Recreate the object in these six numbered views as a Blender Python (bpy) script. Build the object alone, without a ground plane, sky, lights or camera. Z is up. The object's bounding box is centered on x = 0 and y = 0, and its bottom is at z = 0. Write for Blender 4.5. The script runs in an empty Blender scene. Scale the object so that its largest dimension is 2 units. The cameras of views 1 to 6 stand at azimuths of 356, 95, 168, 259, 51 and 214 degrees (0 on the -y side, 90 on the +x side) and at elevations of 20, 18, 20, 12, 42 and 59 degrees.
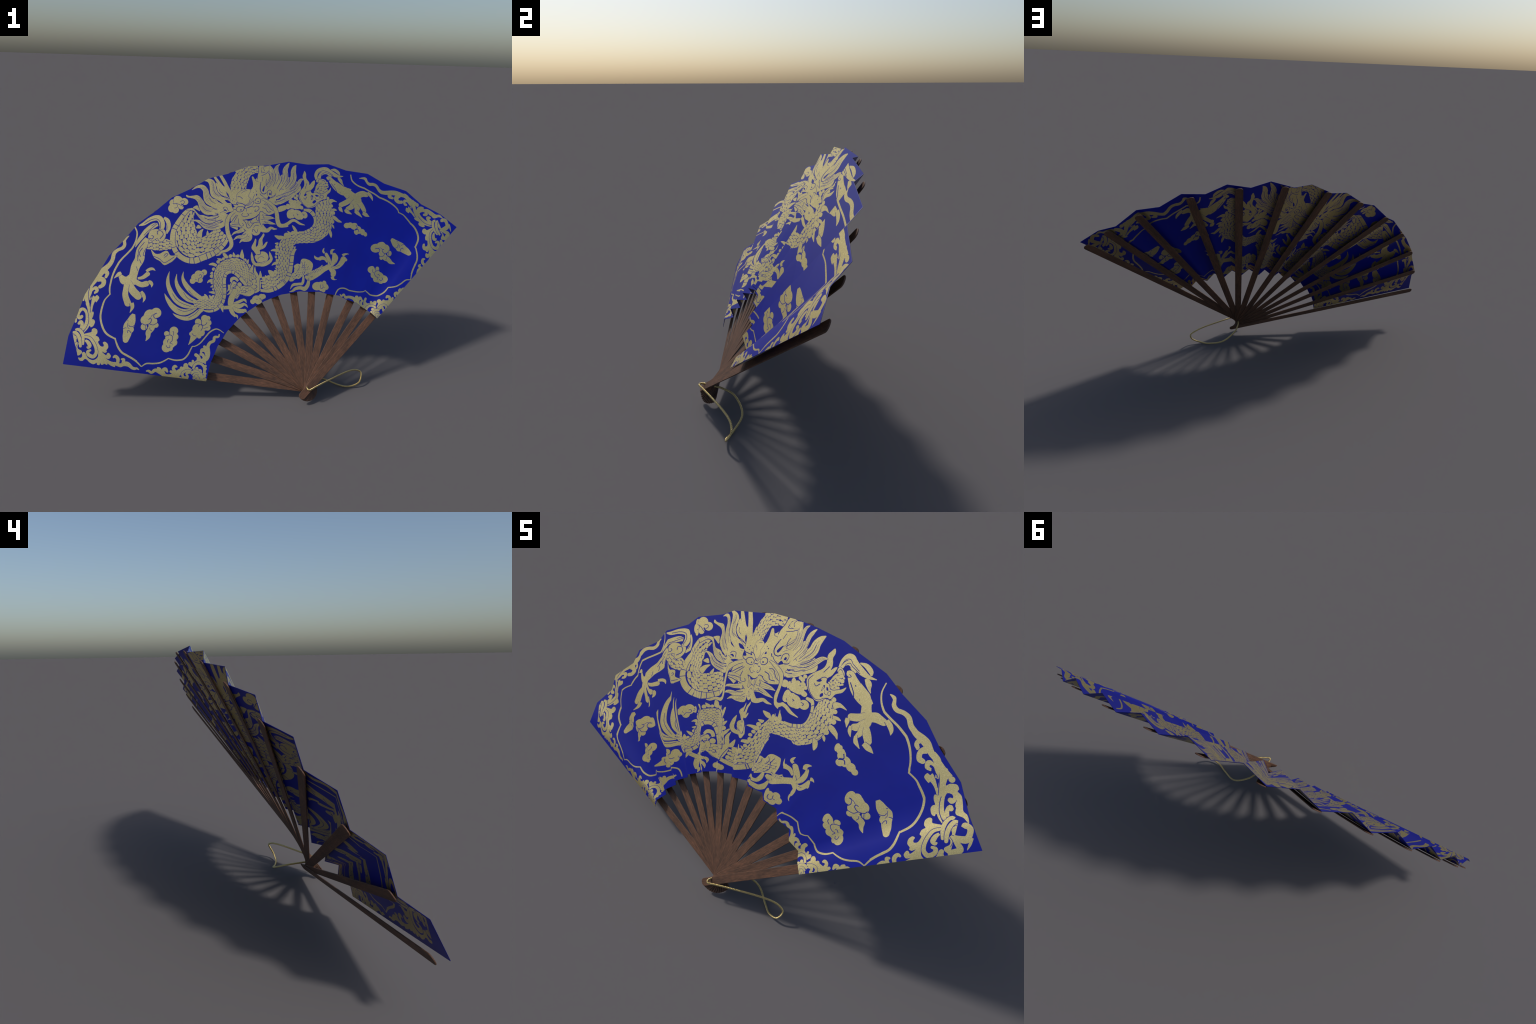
# A folding hand fan: thirteen wooden ribs on a common pivot, a pleated paper leaf printed
# in gold on blue with a dragon, clouds and scrollwork, and a twisted gold cord loop.
import bpy, math, random
import numpy as np
from mathutils import Vector, Matrix
from mathutils.geometry import delaunay_2d_cdt

random.seed(7)
rng = np.random.default_rng(7)

# ---------------------------------------------------------------- the plane of the open fan
AXIS = Vector((0.0818, -0.8616, 0.5009)).normalized()          # the fan leans back, its face up
CENTRE = Vector((0.16746, -0.28161, 0.05619))                  # where the folds would meet
RIGHT = (Vector((1, 0, 0)) - AXIS * AXIS.x).normalized()
UP = AXIS.cross(RIGHT)
FRAME = np.array([RIGHT, UP, AXIS])


def to_world(x, y, h):
    return np.array(CENTRE) + np.outer(x, FRAME[0]) + np.outer(y, FRAME[1]) + np.outer(h, FRAME[2])


# ---------------------------------------------------------------- materials
def material(name):
    m = bpy.data.materials.new(name)
    m.use_nodes = True
    t = m.node_tree
    return m, t, t.nodes["Principled BSDF"]


def node(t, kind, **values):
    n = t.nodes.new(kind)
    for k, v in values.items():
        if k in n.inputs.keys():
            n.inputs[k].default_value = v
        else:
            setattr(n, k, v)
    return n


def ramp(t, stops):
    n = t.nodes.new("ShaderNodeValToRGB")
    e = n.color_ramp.elements
    e[0].position, e[0].color = stops[0][0], (*stops[0][1], 1)
    e[1].position, e[1].color = stops[-1][0], (*stops[-1][1], 1)
    for p, c in stops[1:-1]:
        x = e.new(p)
        x.color = (*c, 1)
    return n


def blue_paper():
    m, t, b = material("blue_paper")
    co = node(t, "ShaderNodeTexCoord")
    n1 = node(t, "ShaderNodeTexNoise", Scale=5.0, Detail=4.0)
    r = ramp(t, [(0.35, BLUE_A), (0.65, BLUE_B)])
    t.links.new(co.outputs["Object"], n1.inputs["Vector"])
    t.links.new(n1.outputs["Fac"], r.inputs["Fac"])
    t.links.new(r.outputs["Color"], b.inputs["Base Color"])
    b.inputs["Roughness"].default_value = 0.42
    b.inputs["Specular IOR Level"].default_value = 0.29
    return m


def gold_print():
    m, t, b = material("gold_print")
    co = node(t, "ShaderNodeTexCoord")
    fine = node(t, "ShaderNodeTexNoise", Scale=420.0, Detail=2.0)
    broad = node(t, "ShaderNodeTexNoise", Scale=9.0, Detail=3.0)
    r1 = ramp(t, [(0.30, GOLD_A), (0.55, GOLD_B), (0.75, GOLD_C)])
    r2 = ramp(t, [(0.3, (0.86, 0.86, 0.86)), (0.7, (1.0, 1.0, 1.0))])
    mul = node(t, "ShaderNodeMix", data_type="RGBA", blend_type="MULTIPLY")
    mul.inputs[0].default_value = 1.0
    for n in (fine, broad):
        t.links.new(co.outputs["Object"], n.inputs["Vector"])
    t.links.new(fine.outputs["Fac"], r1.inputs["Fac"])
    t.links.new(broad.outputs["Fac"], r2.inputs["Fac"])
    t.links.new(r1.outputs["Color"], mul.inputs[6])
    t.links.new(r2.outputs["Color"], mul.inputs[7])
    t.links.new(mul.outputs[2], b.inputs["Base Color"])
    bump = node(t, "ShaderNodeBump", Strength=0.12, Distance=0.001)
    t.links.new(fine.outputs["Fac"], bump.inputs["Height"])
    t.links.new(bump.outputs["Normal"], b.inputs["Normal"])
    b.inputs["Metallic"].default_value = GOLD_METAL
    b.inputs["Roughness"].default_value = GOLD_ROUGH
    return m


def brown_wood():
    m, t, b = material("brown_wood")
    co = node(t, "ShaderNodeTexCoord")
    info = node(t, "ShaderNodeObjectInfo")
    shift = node(t, "ShaderNodeMath", operation="MULTIPLY")
    shift.inputs[1].default_value = 3.7
    add = node(t, "ShaderNodeVectorMath", operation="ADD")
    comb = node(t, "ShaderNodeCombineXYZ")
    t.links.new(info.outputs["Random"], shift.inputs[0])
    t.links.new(shift.outputs[0], comb.inputs["Y"])
    t.links.new(co.outputs["Object"], add.inputs[0])
    t.links.new(comb.outputs[0], add.inputs[1])
    mp = node(t, "ShaderNodeMapping")
    mp.inputs["Scale"].default_value = (24.0, 190.0, 60.0)
    t.links.new(add.outputs[0], mp.inputs["Vector"])
    grain = node(t, "ShaderNodeTexNoise", Scale=1.6, Detail=5.0, Roughness=0.62, Distortion=0.25)
    t.links.new(mp.outputs["Vector"], grain.inputs["Vector"])
    patch_map = node(t, "ShaderNodeMapping")
    patch_map.inputs["Scale"].default_value = (7.0, 30.0, 30.0)
    t.links.new(add.outputs[0], patch_map.inputs["Vector"])
    cloudy = node(t, "ShaderNodeTexNoise", Scale=1.0, Detail=2.0)
    t.links.new(patch_map.outputs["Vector"], cloudy.inputs["Vector"])
    r1 = ramp(t, [(0.30, WOOD_A), (0.52, WOOD_B), (0.72, WOOD_C)])
    r2 = ramp(t, [(0.35, (0.70, 0.72, 0.74)), (0.65, (1.1, 1.05, 1.0))])
    t.links.new(grain.outputs["Fac"], r1.inputs["Fac"])
    t.links.new(cloudy.outputs["Fac"], r2.inputs["Fac"])
    mul = node(t, "ShaderNodeMix", data_type="RGBA", blend_type="MULTIPLY")
    mul.inputs[0].default_value = 1.0
    t.links.new(r1.outputs["Color"], mul.inputs[6])
    t.links.new(r2.outputs["Color"], mul.inputs[7])
    t.links.new(mul.outputs[2], b.inputs["Base Color"])
    bump = node(t, "ShaderNodeBump", Strength=0.25, Distance=0.0008)
    t.links.new(grain.outputs["Fac"], bump.inputs["Height"])
    t.links.new(bump.outputs["Normal"], b.inputs["Normal"])
    b.inputs["Roughness"].default_value = 0.62
    b.inputs["Specular IOR Level"].default_value = 0.35
    return m


def gold_thread():
    m, t, b = material("gold_thread")
    co = node(t, "ShaderNodeTexCoord")
    n1 = node(t, "ShaderNodeTexNoise", Scale=260.0, Detail=2.0)
    r = ramp(t, [(0.35, CORD_A), (0.65, CORD_B)])
    t.links.new(co.outputs["Object"], n1.inputs["Vector"])
    t.links.new(n1.outputs["Fac"], r.inputs["Fac"])
    t.links.new(r.outputs["Color"], b.inputs["Base Color"])
    b.inputs["Metallic"].default_value = 0.9
    b.inputs["Roughness"].default_value = 0.29
    return m


BLUE_A, BLUE_B = (0.0004, 0.0050, 0.215), (0.0006, 0.0064, 0.240)
GOLD_A, GOLD_B, GOLD_C = (0.56, 0.468, 0.222), (0.69, 0.582, 0.280), (0.84, 0.73, 0.385)
GOLD_METAL, GOLD_ROUGH = 1.0, 0.46
WOOD_A, WOOD_B, WOOD_C = (0.056, 0.031, 0.020), (0.106, 0.053, 0.032), (0.175, 0.084, 0.050)
CORD_A, CORD_B = (0.50, 0.38, 0.16), (0.72, 0.58, 0.28)
BLUE, GOLD, WOOD, THREAD = blue_paper(), gold_print(), brown_wood(), gold_thread()


def link(name, mesh, parent, mat=None):
    o = bpy.data.objects.new(name, mesh)
    bpy.context.scene.collection.objects.link(o)
    if mat is not None and mesh is not None:
        mesh.materials.append(mat)
    o.parent = parent
    return o


fan = link("folding_fan", None, None)
fan["label"] = "open folding hand fan, gold dragon on blue pleated paper"
fan["category"] = "folding fan"

# ---------------------------------------------------------------- the folds of the leaf
# fold 0 is the left end, fold 24 the right end; odd folds stand forward, even folds lie back
FOLDS = 25
OUTER_ANGLE = [172.9, 166.6, 161.7, 156.6, 151.3, 146.1, 141.05, 135.95, 130.78, 125.66, 120.32, 115.3, 109.99,
               104.85, 99.68, 94.29, 89.08, 83.9, 78.61, 73.23, 67.83, 62.15, 56.53, 51.34, 45.89]
OUTER_LIFT = [0.0252] + [0.038 if k % 2 else -0.001 for k in range(1, 24)] + [0.0354]
OUTER_RADIUS = [1.182] + [1.1855] * 23 + [1.1946]
TWIST_AT = [45.9, 56.5, 66, 72, 78, 83.5, 89, 94.9, 106, 115, 120, 126, 131, 136, 146, 151, 157, 162, 166.6, 173]
TWIST = [-0.05, -0.9, -1.5, -1.5, -0.9, -0.4, 0, 0.6, 1.2, 1.35, 1.6, 1.8, 2.3, 2.5, 2.5, 2.3, 1.9, 1.6, 1.4, 0.34]
INNER_ANGLE = np.array(OUTER_ANGLE) + np.interp(OUTER_ANGLE, TWIST_AT, TWIST)
back_lift = np.interp(range(FOLDS), [0, 2, 4, 6, 8, 10, 12, 14, 16, 18, 20, 22, 24],
                      [-.010, -.009, -.0075, -.0064, -.0037, -.002, -.001, .002, .0071, .0132, .0188, .0253, .031])
fore_lift = np.interp(range(FOLDS), [1, 3, 5, 7, 9, 11, 13, 15, 17, 19, 21, 23],
                      [.024, .0290, .033, .034, .036, .0385, .044, .0457, .0495, .0545, .0555, .050])
INNER_LIFT = np.where(np.arange(FOLDS) % 2, fore_lift, back_lift)
INNER_LIFT[0], INNER_LIFT[24] = 0.0063, 0.0546
INNER_RADIUS = np.interp(range(FOLDS), [0, 3, 7, 10, 17, 19, 21, 22, 24], [.51, .506, .503, .50, .50, .503, .507, .51, .507])
OUTER_LIFT, OUTER_RADIUS = np.array(OUTER_LIFT), np.array(OUTER_RADIUS)


def polar(angle, radius):
    a = np.radians(angle)
    return np.c_[radius * np.cos(a), radius * np.sin(a)]


OUTER, INNER = polar(OUTER_ANGLE, OUTER_RADIUS), polar(INNER_ANGLE, INNER_RADIUS)


def lift(p, at_inner=None, at_outer=None):
    """Height of the pleated leaf over the fan plane at the plane points p (n x 2); or any other
    value given at the two ends of every fold."""
    at_inner = INNER_LIFT if at_inner is None else at_inner
    at_outer = OUTER_LIFT if at_outer is None else at_outer
    side = np.stack([(OUTER[k, 0] - INNER[k, 0]) * (p[:, 1] - INNER[k, 1])
                     - (OUTER[k, 1] - INNER[k, 1]) * (p[:, 0] - INNER[k, 0]) for k in range(1, FOLDS - 1)], 1)
    k = (side < 0).sum(1)
    a, b, c, d = INNER[k], INNER[k + 1], OUTER[k], OUTER[k + 1]
    u = np.full(len(p), 0.5)
    v = np.full(len(p), 0.5)
    for _ in range(14):
        lo, hi = a + (b - a) * u[:, None], c + (d - c) * u[:, None]
        q = lo + (hi - lo) * v[:, None] - p
        qu = (b - a) * (1 - v)[:, None] + (d - c) * v[:, None]
        qv = hi - lo
        det = qu[:, 0] * qv[:, 1] - qu[:, 1] * qv[:, 0]
        u -= (q[:, 0] * qv[:, 1] - q[:, 1] * qv[:, 0]) / det
        v -= (qu[:, 0] * q[:, 1] - qu[:, 1] * q[:, 0]) / det
    h0 = at_inner[k] * (1 - u) + at_inner[k + 1] * u
    h1 = at_outer[k] * (1 - u) + at_outer[k + 1] * u
    return h0 * (1 - v) + h1 * v


# ---------------------------------------------------------------- drawing tools for the print
# The print is laid out in millimetres on the fan plane. Every call adds closed shapes, gold or
# blue, later ones on top; the leaf is then cut along all their edges.
SHAPES = []          # (outline, is_gold, group)
GROUPS = []
STEP = 5.0


def group(name):
    GROUPS.append(name)


def add(outline, gold):
    o = np.asarray(outline, float)
    keep = np.linalg.norm(o - np.roll(o, 1, 0), axis=1) > 0.25
    o = o[keep]
    if len(o) > 2:
        SHAPES.append((o, gold, len(GROUPS) - 1))


def spline(points, closed=False, step=STEP, tension=0.5):
    p = np.asarray(points, float)
    n = len(p)
    if closed:
        ext = np.vstack([p[-1:], p, p[:2]])
        spans = n
    else:
        ext = np.vstack([2 * p[0] - p[1], p, 2 * p[-1] - p[-2]])
        spans = n - 1
    out = []
    for i in range(spans):
        p0, p1, p2, p3 = ext[i:i + 4]
        length = np.linalg.norm((p2 - p1)[:2])
        m = max(2, int(math.ceil(length / step)) + 1)
        limit = 1.3 * length
        t1, t2 = (p2 - p0) * tension, (p3 - p1) * tension
        for tv in (t1, t2):
            s = np.linalg.norm(tv[:2])
            if s > limit:
                tv *= limit / s
        t = np.linspace(0, 1, m, endpoint=False)[:, None]
        out.append((2 * t**3 - 3 * t**2 + 1) * p1 + (t**3 - 2 * t**2 + t) * t1 + (-2 * t**3 + 3 * t**2) * p2 + (t**3 - t**2) * t2)
    r = np.vstack(out)
    return r if closed else np.vstack([r, p[-1:]])


def sweep(points, round_tip=False, grow=0.0):
    s = spline(points, step=STEP)
    xy, w = s[:, :2], np.maximum(s[:, 2] / 2, 0.3) + grow
    d = np.gradient(xy, axis=0)
    d /= np.linalg.norm(d, axis=1)[:, None] + 1e-9
    nrm = np.c_[-d[:, 1], d[:, 0]]
    left, right = xy + nrm * w[:, None], xy - nrm * w[:, None]
    cap = []
    if round_tip:
        m = 7 if w[-1] > 4 else 4
        for a in np.linspace(0, math.pi, m + 2)[1:-1]:
            cap.append(xy[-1] + w[-1] * (nrm[-1] * math.cos(a) + d[-1] * math.sin(a)))
    return np.vstack([left, *([np.array(cap)] if cap else []), right[::-1]])


def stroke(points, round_tip=False, halo=0.0, plates=None):
    """A gold brush stroke: (x, y, width) along its spine; halo parts it from what lies below."""
    if halo:
        add(sweep(points, round_tip, halo), False)
    add(sweep(points, round_tip), True)
    for f in plates or ():
        s = spline(points)
        seg = np.r_[0, np.cumsum(np.linalg.norm(np.diff(s[:, :2], axis=0), axis=1))]
        i = min(max(int(np.searchsorted(seg, f * seg[-1])), 1), len(s) - 2)
        d = s[i + 1, :2] - s[i - 1, :2]
        d /= np.linalg.norm(d)
        e = np.array([-d[1], d[0]]) * s[i, 2] * 0.55
        line([tuple(s[i, :2] + e), tuple(s[i, :2] - e)], LINE)


def patch(points, halo=0.0):
    o = spline(points, True)
    if halo:
        d = np.roll(o, -1, 0) - np.roll(o, 1, 0)
        d /= np.linalg.norm(d, axis=1)[:, None] + 1e-9
        area = np.sum(o[:, 0] * np.roll(o[:, 1], -1) - o[:, 1] * np.roll(o[:, 0], -1))
        out = np.c_[d[:, 1], -d[:, 0]] * (1 if area > 0 else -1)
        add(o + out * halo, False)
    add(o, True)


def gap(points):
    add(spline(points, True, 4.0), False)


LINE = 2.0


def line(points, width):
    """A thin line left unprinted."""
    p = [(x, y, width * LINE_GAIN) for x, y in points]
    add(sweep(p), False)


def disc(x, y, r, gold):
    m = 8 if r < 4 else (14 if r < 16 else 22)
    a = np.linspace(0, math.tau, m, endpoint=False)
    add(np.c_[x + r * np.cos(a), y + r * np.sin(a)], gold)


def lobes(points):
    """Rounded lobes that run together into a cloud or a knot."""
    for x, y, r in points:
        disc(x, y, r, True)


def dots(points):
    for x, y, r in points:
        disc(x, y, r, False)


def scales(spine, size):
    """Rows of scales packed along a bend of the body: (x, y, half width) along its spine. They are
    set out in body coordinates, so they crowd on the inside of a bend and spread on the outside."""
    s = spline(spine, step=2.0)
    at = np.r_[0, np.cumsum(np.linalg.norm(np.diff(s[:, :2], axis=0), axis=1))]
    d = np.gradient(s[:, :2], axis=0)
    d /= np.linalg.norm(d, axis=1)[:, None] + 1e-9
    e = np.c_[-d[:, 1], d[:, 0]]

    def place(a, t):
        x, y, w, ex, ey = (np.interp(a, at, c) for c in (s[:, 0], s[:, 1], s[:, 2], e[:, 0], e[:, 1]))
        return np.c_[x + ex * w * t, y + ey * w * t]

    add(np.vstack([place(at, np.full(len(at), 0.97)), place(at, np.full(len(at), -0.97))[::-1]]), False)
    rows = max(2, int(round(at[-1] / (size * 0.84))))
    pitch = at[-1] / rows
    for j in range(rows):
        a0 = (j + 0.5) * pitch
        m = max(1, int(round(2 * np.interp(a0, at, s[:, 2]) / size)))
        for t0 in (-1 + (2 * np.arange(m) + 1) / m if j % 2 else -1 + 2 * np.arange(m + 1) / m):
            k = rng.uniform(0.92, 1.06)
            phi = np.linspace(0, math.tau, 10, endpoint=False) + rng.uniform(-0.2, 0.2)
            ca, sa = np.cos(phi), np.sin(phi)
            ca, sa = np.sign(ca) * np.abs(ca) ** 0.85, np.sign(sa) * np.abs(sa) ** 0.85
            a = a0 + rng.uniform(-0.05, 0.05) * pitch + 0.60 * pitch * k * ca
            t = np.clip(t0 + 0.93 / m * k * sa * (1 + 0.14 * ca), -1.0, 1.0)
            add(place(a, t), True)


def hair(points, count):
    """Fine unprinted lines that run along a lock of hair or a feather: (x, y, width)."""
    s = spline(points)
    d = np.gradient(s[:, :2], axis=0)
    d /= np.linalg.norm(d, axis=1)[:, None] + 1e-9
    e = np.c_[-d[:, 1], d[:, 0]]
    for i in range(count):
        f = (i + 1) / (count + 1) - 0.5
        lo, hi = rng.uniform(0.06, 0.30), rng.uniform(0.74, 0.97)
        k = np.unique(np.linspace(lo * (len(s) - 1), hi * (len(s) - 1), 9).astype(int))
        p = s[k, :2] + e[k] * (s[k, 2] * f)[:, None]
        if len(k) > 2:
            line([(x, y) for x, y in p], 0.62)


def begin_half():
    return len(SHAPES), len(GROUPS)


def mirror_half(start):
    """Repeat the left half of the border on the right, fitted to that side's narrower opening."""
    shapes, first = SHAPES[start[0]:], start[1]
    shift = len(GROUPS) - first
    GROUPS.extend(GROUPS[first:])
    for o, gold, g in shapes:
        t = (np.degrees(np.arctan2(o[:, 1], o[:, 0])) - 160) / 10
        r = np.hypot(o[:, 0], o[:, 1]) / 1000 - 0.8
        angle = 56.5374 - 9.6876 * t - 5.9284 * r + 1.2194 * t * r + 11.8733 * r * r
        radius = 0.7667 - 0.0052 * t + 1.001 * r + 0.0154 * t * r + 0.0485 * r * r
        SHAPES.append((polar(angle, radius * 1000)[::-1], gold, g + shift))


LINE_GAIN = 1.45
# ---------------------------------------------------------------- the print
# --- border of the picture: cusped frame line, corner scrolls and drifting clouds, drawn once for the left half
half = begin_half()
group('frame_line')
stroke([(-871, 814, 6.3), (-859, 791, 6.9), (-856, 773, 7.5), (-862, 742, 7.5), (-877, 711, 8.2), (-898, 681, 8.2), (-923, 649, 8.2), (-941, 620, 8.8), (-958, 589, 8.8), (-971, 554, 8.2), (-978, 516, 7.5), (-977, 487, 6.9), (-974, 475, 5.7)])
stroke([(-973, 478, 6), (-994, 450, 6), (-1002, 428, 7.8), (-1011, 396, 8.4), (-1015, 366, 9), (-1010, 334, 9), (-996, 303, 9), (-977, 282, 9), (-943, 263, 7.2)])
stroke([(-943, 267, 6.1), (-937, 249, 7.1), (-924, 221, 8.5), (-907, 199, 9), (-885, 185, 9), (-861, 172, 8.5), (-837, 156, 8)])
stroke([(-892, 190, 8.6), (-865, 174, 8), (-838, 155, 7), (-815, 132, 4.8)])
stroke([(-815, 132, 4.3), (-792, 146, 6.5), (-758, 146, 7), (-731, 149, 7), (-709, 158, 6.5), (-689, 170, 4.9)])
stroke([(-691, 170, 4.9), (-663, 162, 6.6), (-641, 161, 7.1), (-617, 166, 7.1), (-597, 185, 7.1), (-585, 209, 6), (-576, 227, 4.9)])
stroke([(-578, 226, 3.8), (-561, 228, 4.9), (-538, 242, 6), (-515, 268, 6.5), (-492, 295, 6.5), (-463, 310, 6), (-443, 305, 5.4), (-423, 291, 3.3)])
group('corner_scroll')
stroke([(-1102, 445, 21.2), (-1087, 471, 19.4), (-1070, 506, 18.2), (-1050, 539, 21.2), (-1031, 571, 27.3), (-1010, 593, 26), (-982, 618, 21.2), (-967, 643, 18.8), (-962, 673, 17.6), (-947, 692, 15.7), (-925, 705, 16.4), (-916, 723, 15.1), (-918, 744, 14.5), (-909, 756, 10.3), (-895, 767, 3)])
stroke([(-1025, 584, 15.2), (-1004, 587, 21.3), (-992, 578, 18.2), (-999, 561, 13.4)], round_tip=True)
stroke([(-1039, 545, 18.6), (-1021, 550, 24.8), (-1009, 541, 22.3), (-1010, 522, 19.2), (-1023, 511, 17.3)], round_tip=True)
stroke([(-1066, 445, 9.2), (-1066, 475, 11), (-1058, 497, 14.6), (-1042, 505, 17.7), (-1035, 490, 14.6), (-1045, 480, 10.4)], round_tip=True)
stroke([(-1087, 293, 4.8), (-1075, 317, 13.7), (-1067, 348, 14.9), (-1063, 372, 17.9), (-1067, 405, 17.9), (-1076, 434, 19.1), (-1080, 464, 23.8), (-1073, 499, 17.9), (-1058, 525, 17.9)])
patch([(-1066, 377), (-1060, 384), (-1051, 392), (-1047, 386), (-1049, 372), (-1055, 357), (-1046, 354), (-1041, 343), (-1047, 324), (-1058, 317), (-1062, 325), (-1070, 319), (-1077, 333), (-1070, 360)])
patch([(-1061, 393), (-1060, 414), (-1056, 446), (-1050, 466), (-1042, 461), (-1033, 469), (-1022, 456), (-1034, 434), (-1039, 439), (-1049, 420), (-1055, 393)])
stroke([(-1054, 512, 9.1), (-1063, 480, 10.3), (-1061, 449, 9.1)])
gap([(-1058, 502), (-1047, 525), (-1030, 534), (-1025, 526), (-1034, 514), (-1048, 512)])
gap([(-1061, 449), (-1059, 474), (-1051, 487), (-1047, 476), (-1056, 467)])
gap([(-1088, 429), (-1092, 452), (-1083, 431)])
stroke([(-1095, 302, 10.7), (-1082, 330, 13.7), (-1078, 360, 13.7), (-1081, 387, 13.1), (-1094, 403, 13.7), (-1109, 399, 14.9), (-1121, 377, 14.9), (-1113, 363, 17.9), (-1103, 369, 14.3)], round_tip=True)
stroke([(-1101, 311, 13.1), (-1098, 330, 14.9), (-1105, 343, 17.9), (-1112, 336, 13.7)], round_tip=True)
patch([(-1129, 362), (-1124, 357), (-1124, 342), (-1132, 340)])
line([(-1111, 409), (-1094, 413), (-1079, 400), (-1071, 372), (-1071, 336), (-1080, 311), (-1090, 293)], 1.8)
line([(-1069, 510), (-1072, 483), (-1070, 449), (-1063, 408), (-1061, 387)], 1.8)
line([(-1055, 477), (-1065, 449), (-1061, 414)], 1.5)
patch([(-1136, 296), (-1127, 298), (-1111, 282), (-1116, 254), (-1106, 240), (-1110, 230), (-1107, 216), (-1091, 207), (-1091, 195), (-1107, 185), (-1112, 202), (-1125, 249)])
line([(-1132, 282), (-1115, 273), (-1111, 254), (-1122, 245)], 1.4)
line([(-1109, 242), (-1117, 226), (-1110, 209)], 1.4)
stroke([(-1125, 303, 12.2), (-1113, 307, 13.2), (-1098, 295, 14.6), (-1087, 271, 14.1), (-1086, 239, 11.3)], round_tip=True, halo=1.9)
stroke([(-1135, 292, 9.4), (-1124, 292, 14.5), (-1110, 278, 15.4), (-1100, 254, 15), (-1097, 228, 12.2)], round_tip=True, halo=1.9)
patch([(-1084, 280), (-1083, 286), (-1069, 290), (-1053, 295), (-1051, 308), (-1040, 313), (-1027, 304), (-1026, 288), (-1032, 279), (-1019, 271), (-1012, 256), (-1018, 249), (-1011, 235), (-1003, 227), (-992, 227), (-991, 235), (-996, 244), (-988, 249), (-975, 240), (-970, 223), (-978, 209), (-976, 202), (-985, 197), (-998, 203), (-989, 193), (-978, 186), (-974, 195), (-966, 196), (-957, 182), (-965, 169), (-979, 171), (-960, 159), (-943, 154), (-938, 155), (-922, 149), (-910, 148), (-896, 152), (-885, 156), (-868, 145), (-853, 131), (-844, 129), (-844, 117), (-860, 120), (-877, 132), (-896, 135), (-912, 130), (-936, 138), (-937, 131), (-955, 137), (-971, 147), (-973, 141), (-988, 147), (-990, 143), (-1001, 143), (-1005, 152), (-1008, 141), (-1019, 143), (-1021, 151), (-1036, 145), (-1053, 153), (-1067, 167), (-1076, 169), (-1085, 161), (-1099, 163), (-1105, 176), (-1093, 175), (-1087, 184), (-1089, 196), (-1081, 202), (-1072, 195), (-1063, 176), (-1044, 165), (-1028, 167), (-1016, 181), (-1017, 207), (-1027, 235), (-1043, 261), (-1063, 275)])
stroke([(-1081, 272, 10.3), (-1057, 266, 11.7), (-1037, 242, 12.6), (-1026, 216, 13.1), (-1025, 195, 15.4), (-1038, 180, 17.8), (-1058, 188, 16.4), (-1063, 203, 14), (-1052, 209, 10.3)], round_tip=True, halo=1.9)
stroke([(-1076, 256, 9.4), (-1064, 247, 15.4), (-1055, 231, 17.8), (-1061, 220, 10.3), (-1066, 224, 7)], round_tip=True)
stroke([(-926, 145, 14.1), (-924, 168, 15.6), (-936, 181, 14.1), (-944, 177, 9.4)], round_tip=True)
stroke([(-901, 147, 14.2), (-897, 165, 13.2), (-906, 167, 9.5)], round_tip=True)
stroke([(-902, 141, 16), (-886, 149, 16), (-872, 142, 14.9), (-859, 129, 12.3), (-847, 123, 11.7), (-836, 124, 9.1), (-825, 117, 2.7)])
group('corner_scroll')
stroke([(-446, 285, 5.6), (-451, 272, 9.5), (-469, 270, 12.9), (-472, 253, 14), (-489, 244, 14.5), (-500, 226, 16.8), (-499, 206, 17.3), (-501, 184, 21.3), (-507, 168, 22.4), (-525, 157, 22.4), (-547, 152, 22.4), (-563, 138, 16.8), (-571, 117, 8.4)])
stroke([(-507, 212, 14), (-517, 224, 14.6)], round_tip=True)
stroke([(-507, 184, 10.9), (-513, 204, 15.3), (-528, 209, 17.4), (-533, 200, 12)], round_tip=True)
stroke([(-517, 165, 11), (-523, 184, 13.7), (-534, 189, 13.7)], round_tip=True)
stroke([(-542, 160, 22.1), (-545, 176, 16.6), (-558, 186, 15.5)], round_tip=True)
stroke([(-572, 138, 21.8), (-586, 144, 16.3)], round_tip=True)
stroke([(-567, 141, 13.7), (-572, 156, 12.1)], round_tip=True)
stroke([(-570, 120, 11), (-564, 136, 11), (-550, 145, 12.1), (-531, 142, 12.7), (-518, 127, 12.7), (-516, 108, 12.7), (-520, 92, 11)], halo=1.7)
lobes([(-512, 147, 4.9), (-511, 132, 6.6), (-512, 119, 7.1), (-513, 96, 7.1), (-515, 84, 7.7), (-512, 66, 9.3), (-527, 80, 9.9), (-553, 121, 7.7), (-561, 109, 9.9), (-539, 108, 11), (-539, 92, 13.7), (-558, 95, 11), (-530, 67, 11), (-549, 73, 11), (-566, 76, 6.6)])
stroke([(-580, 95, 10.9), (-569, 106, 13.7), (-550, 106, 13.7), (-539, 95, 10.9)], halo=1.4)
stroke([(-571, 84, 8.2), (-561, 95, 12), (-547, 95, 12)], halo=1.4)
stroke([(-563, 73, 6.6), (-555, 87, 11), (-541, 65, 11)], halo=1.4)
stroke([(-793, 111, 4.9), (-781, 112, 10.8), (-767, 104, 12.4), (-749, 115, 16.2), (-727, 103, 14.6), (-705, 90, 15.2), (-678, 87, 16.2), (-654, 93, 27.1), (-635, 104, 29.8), (-608, 120, 24.4), (-578, 113, 10.8)])
stroke([(-724, 105, 10.8), (-729, 119, 15.1), (-737, 124, 10.8)], round_tip=True)
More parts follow.
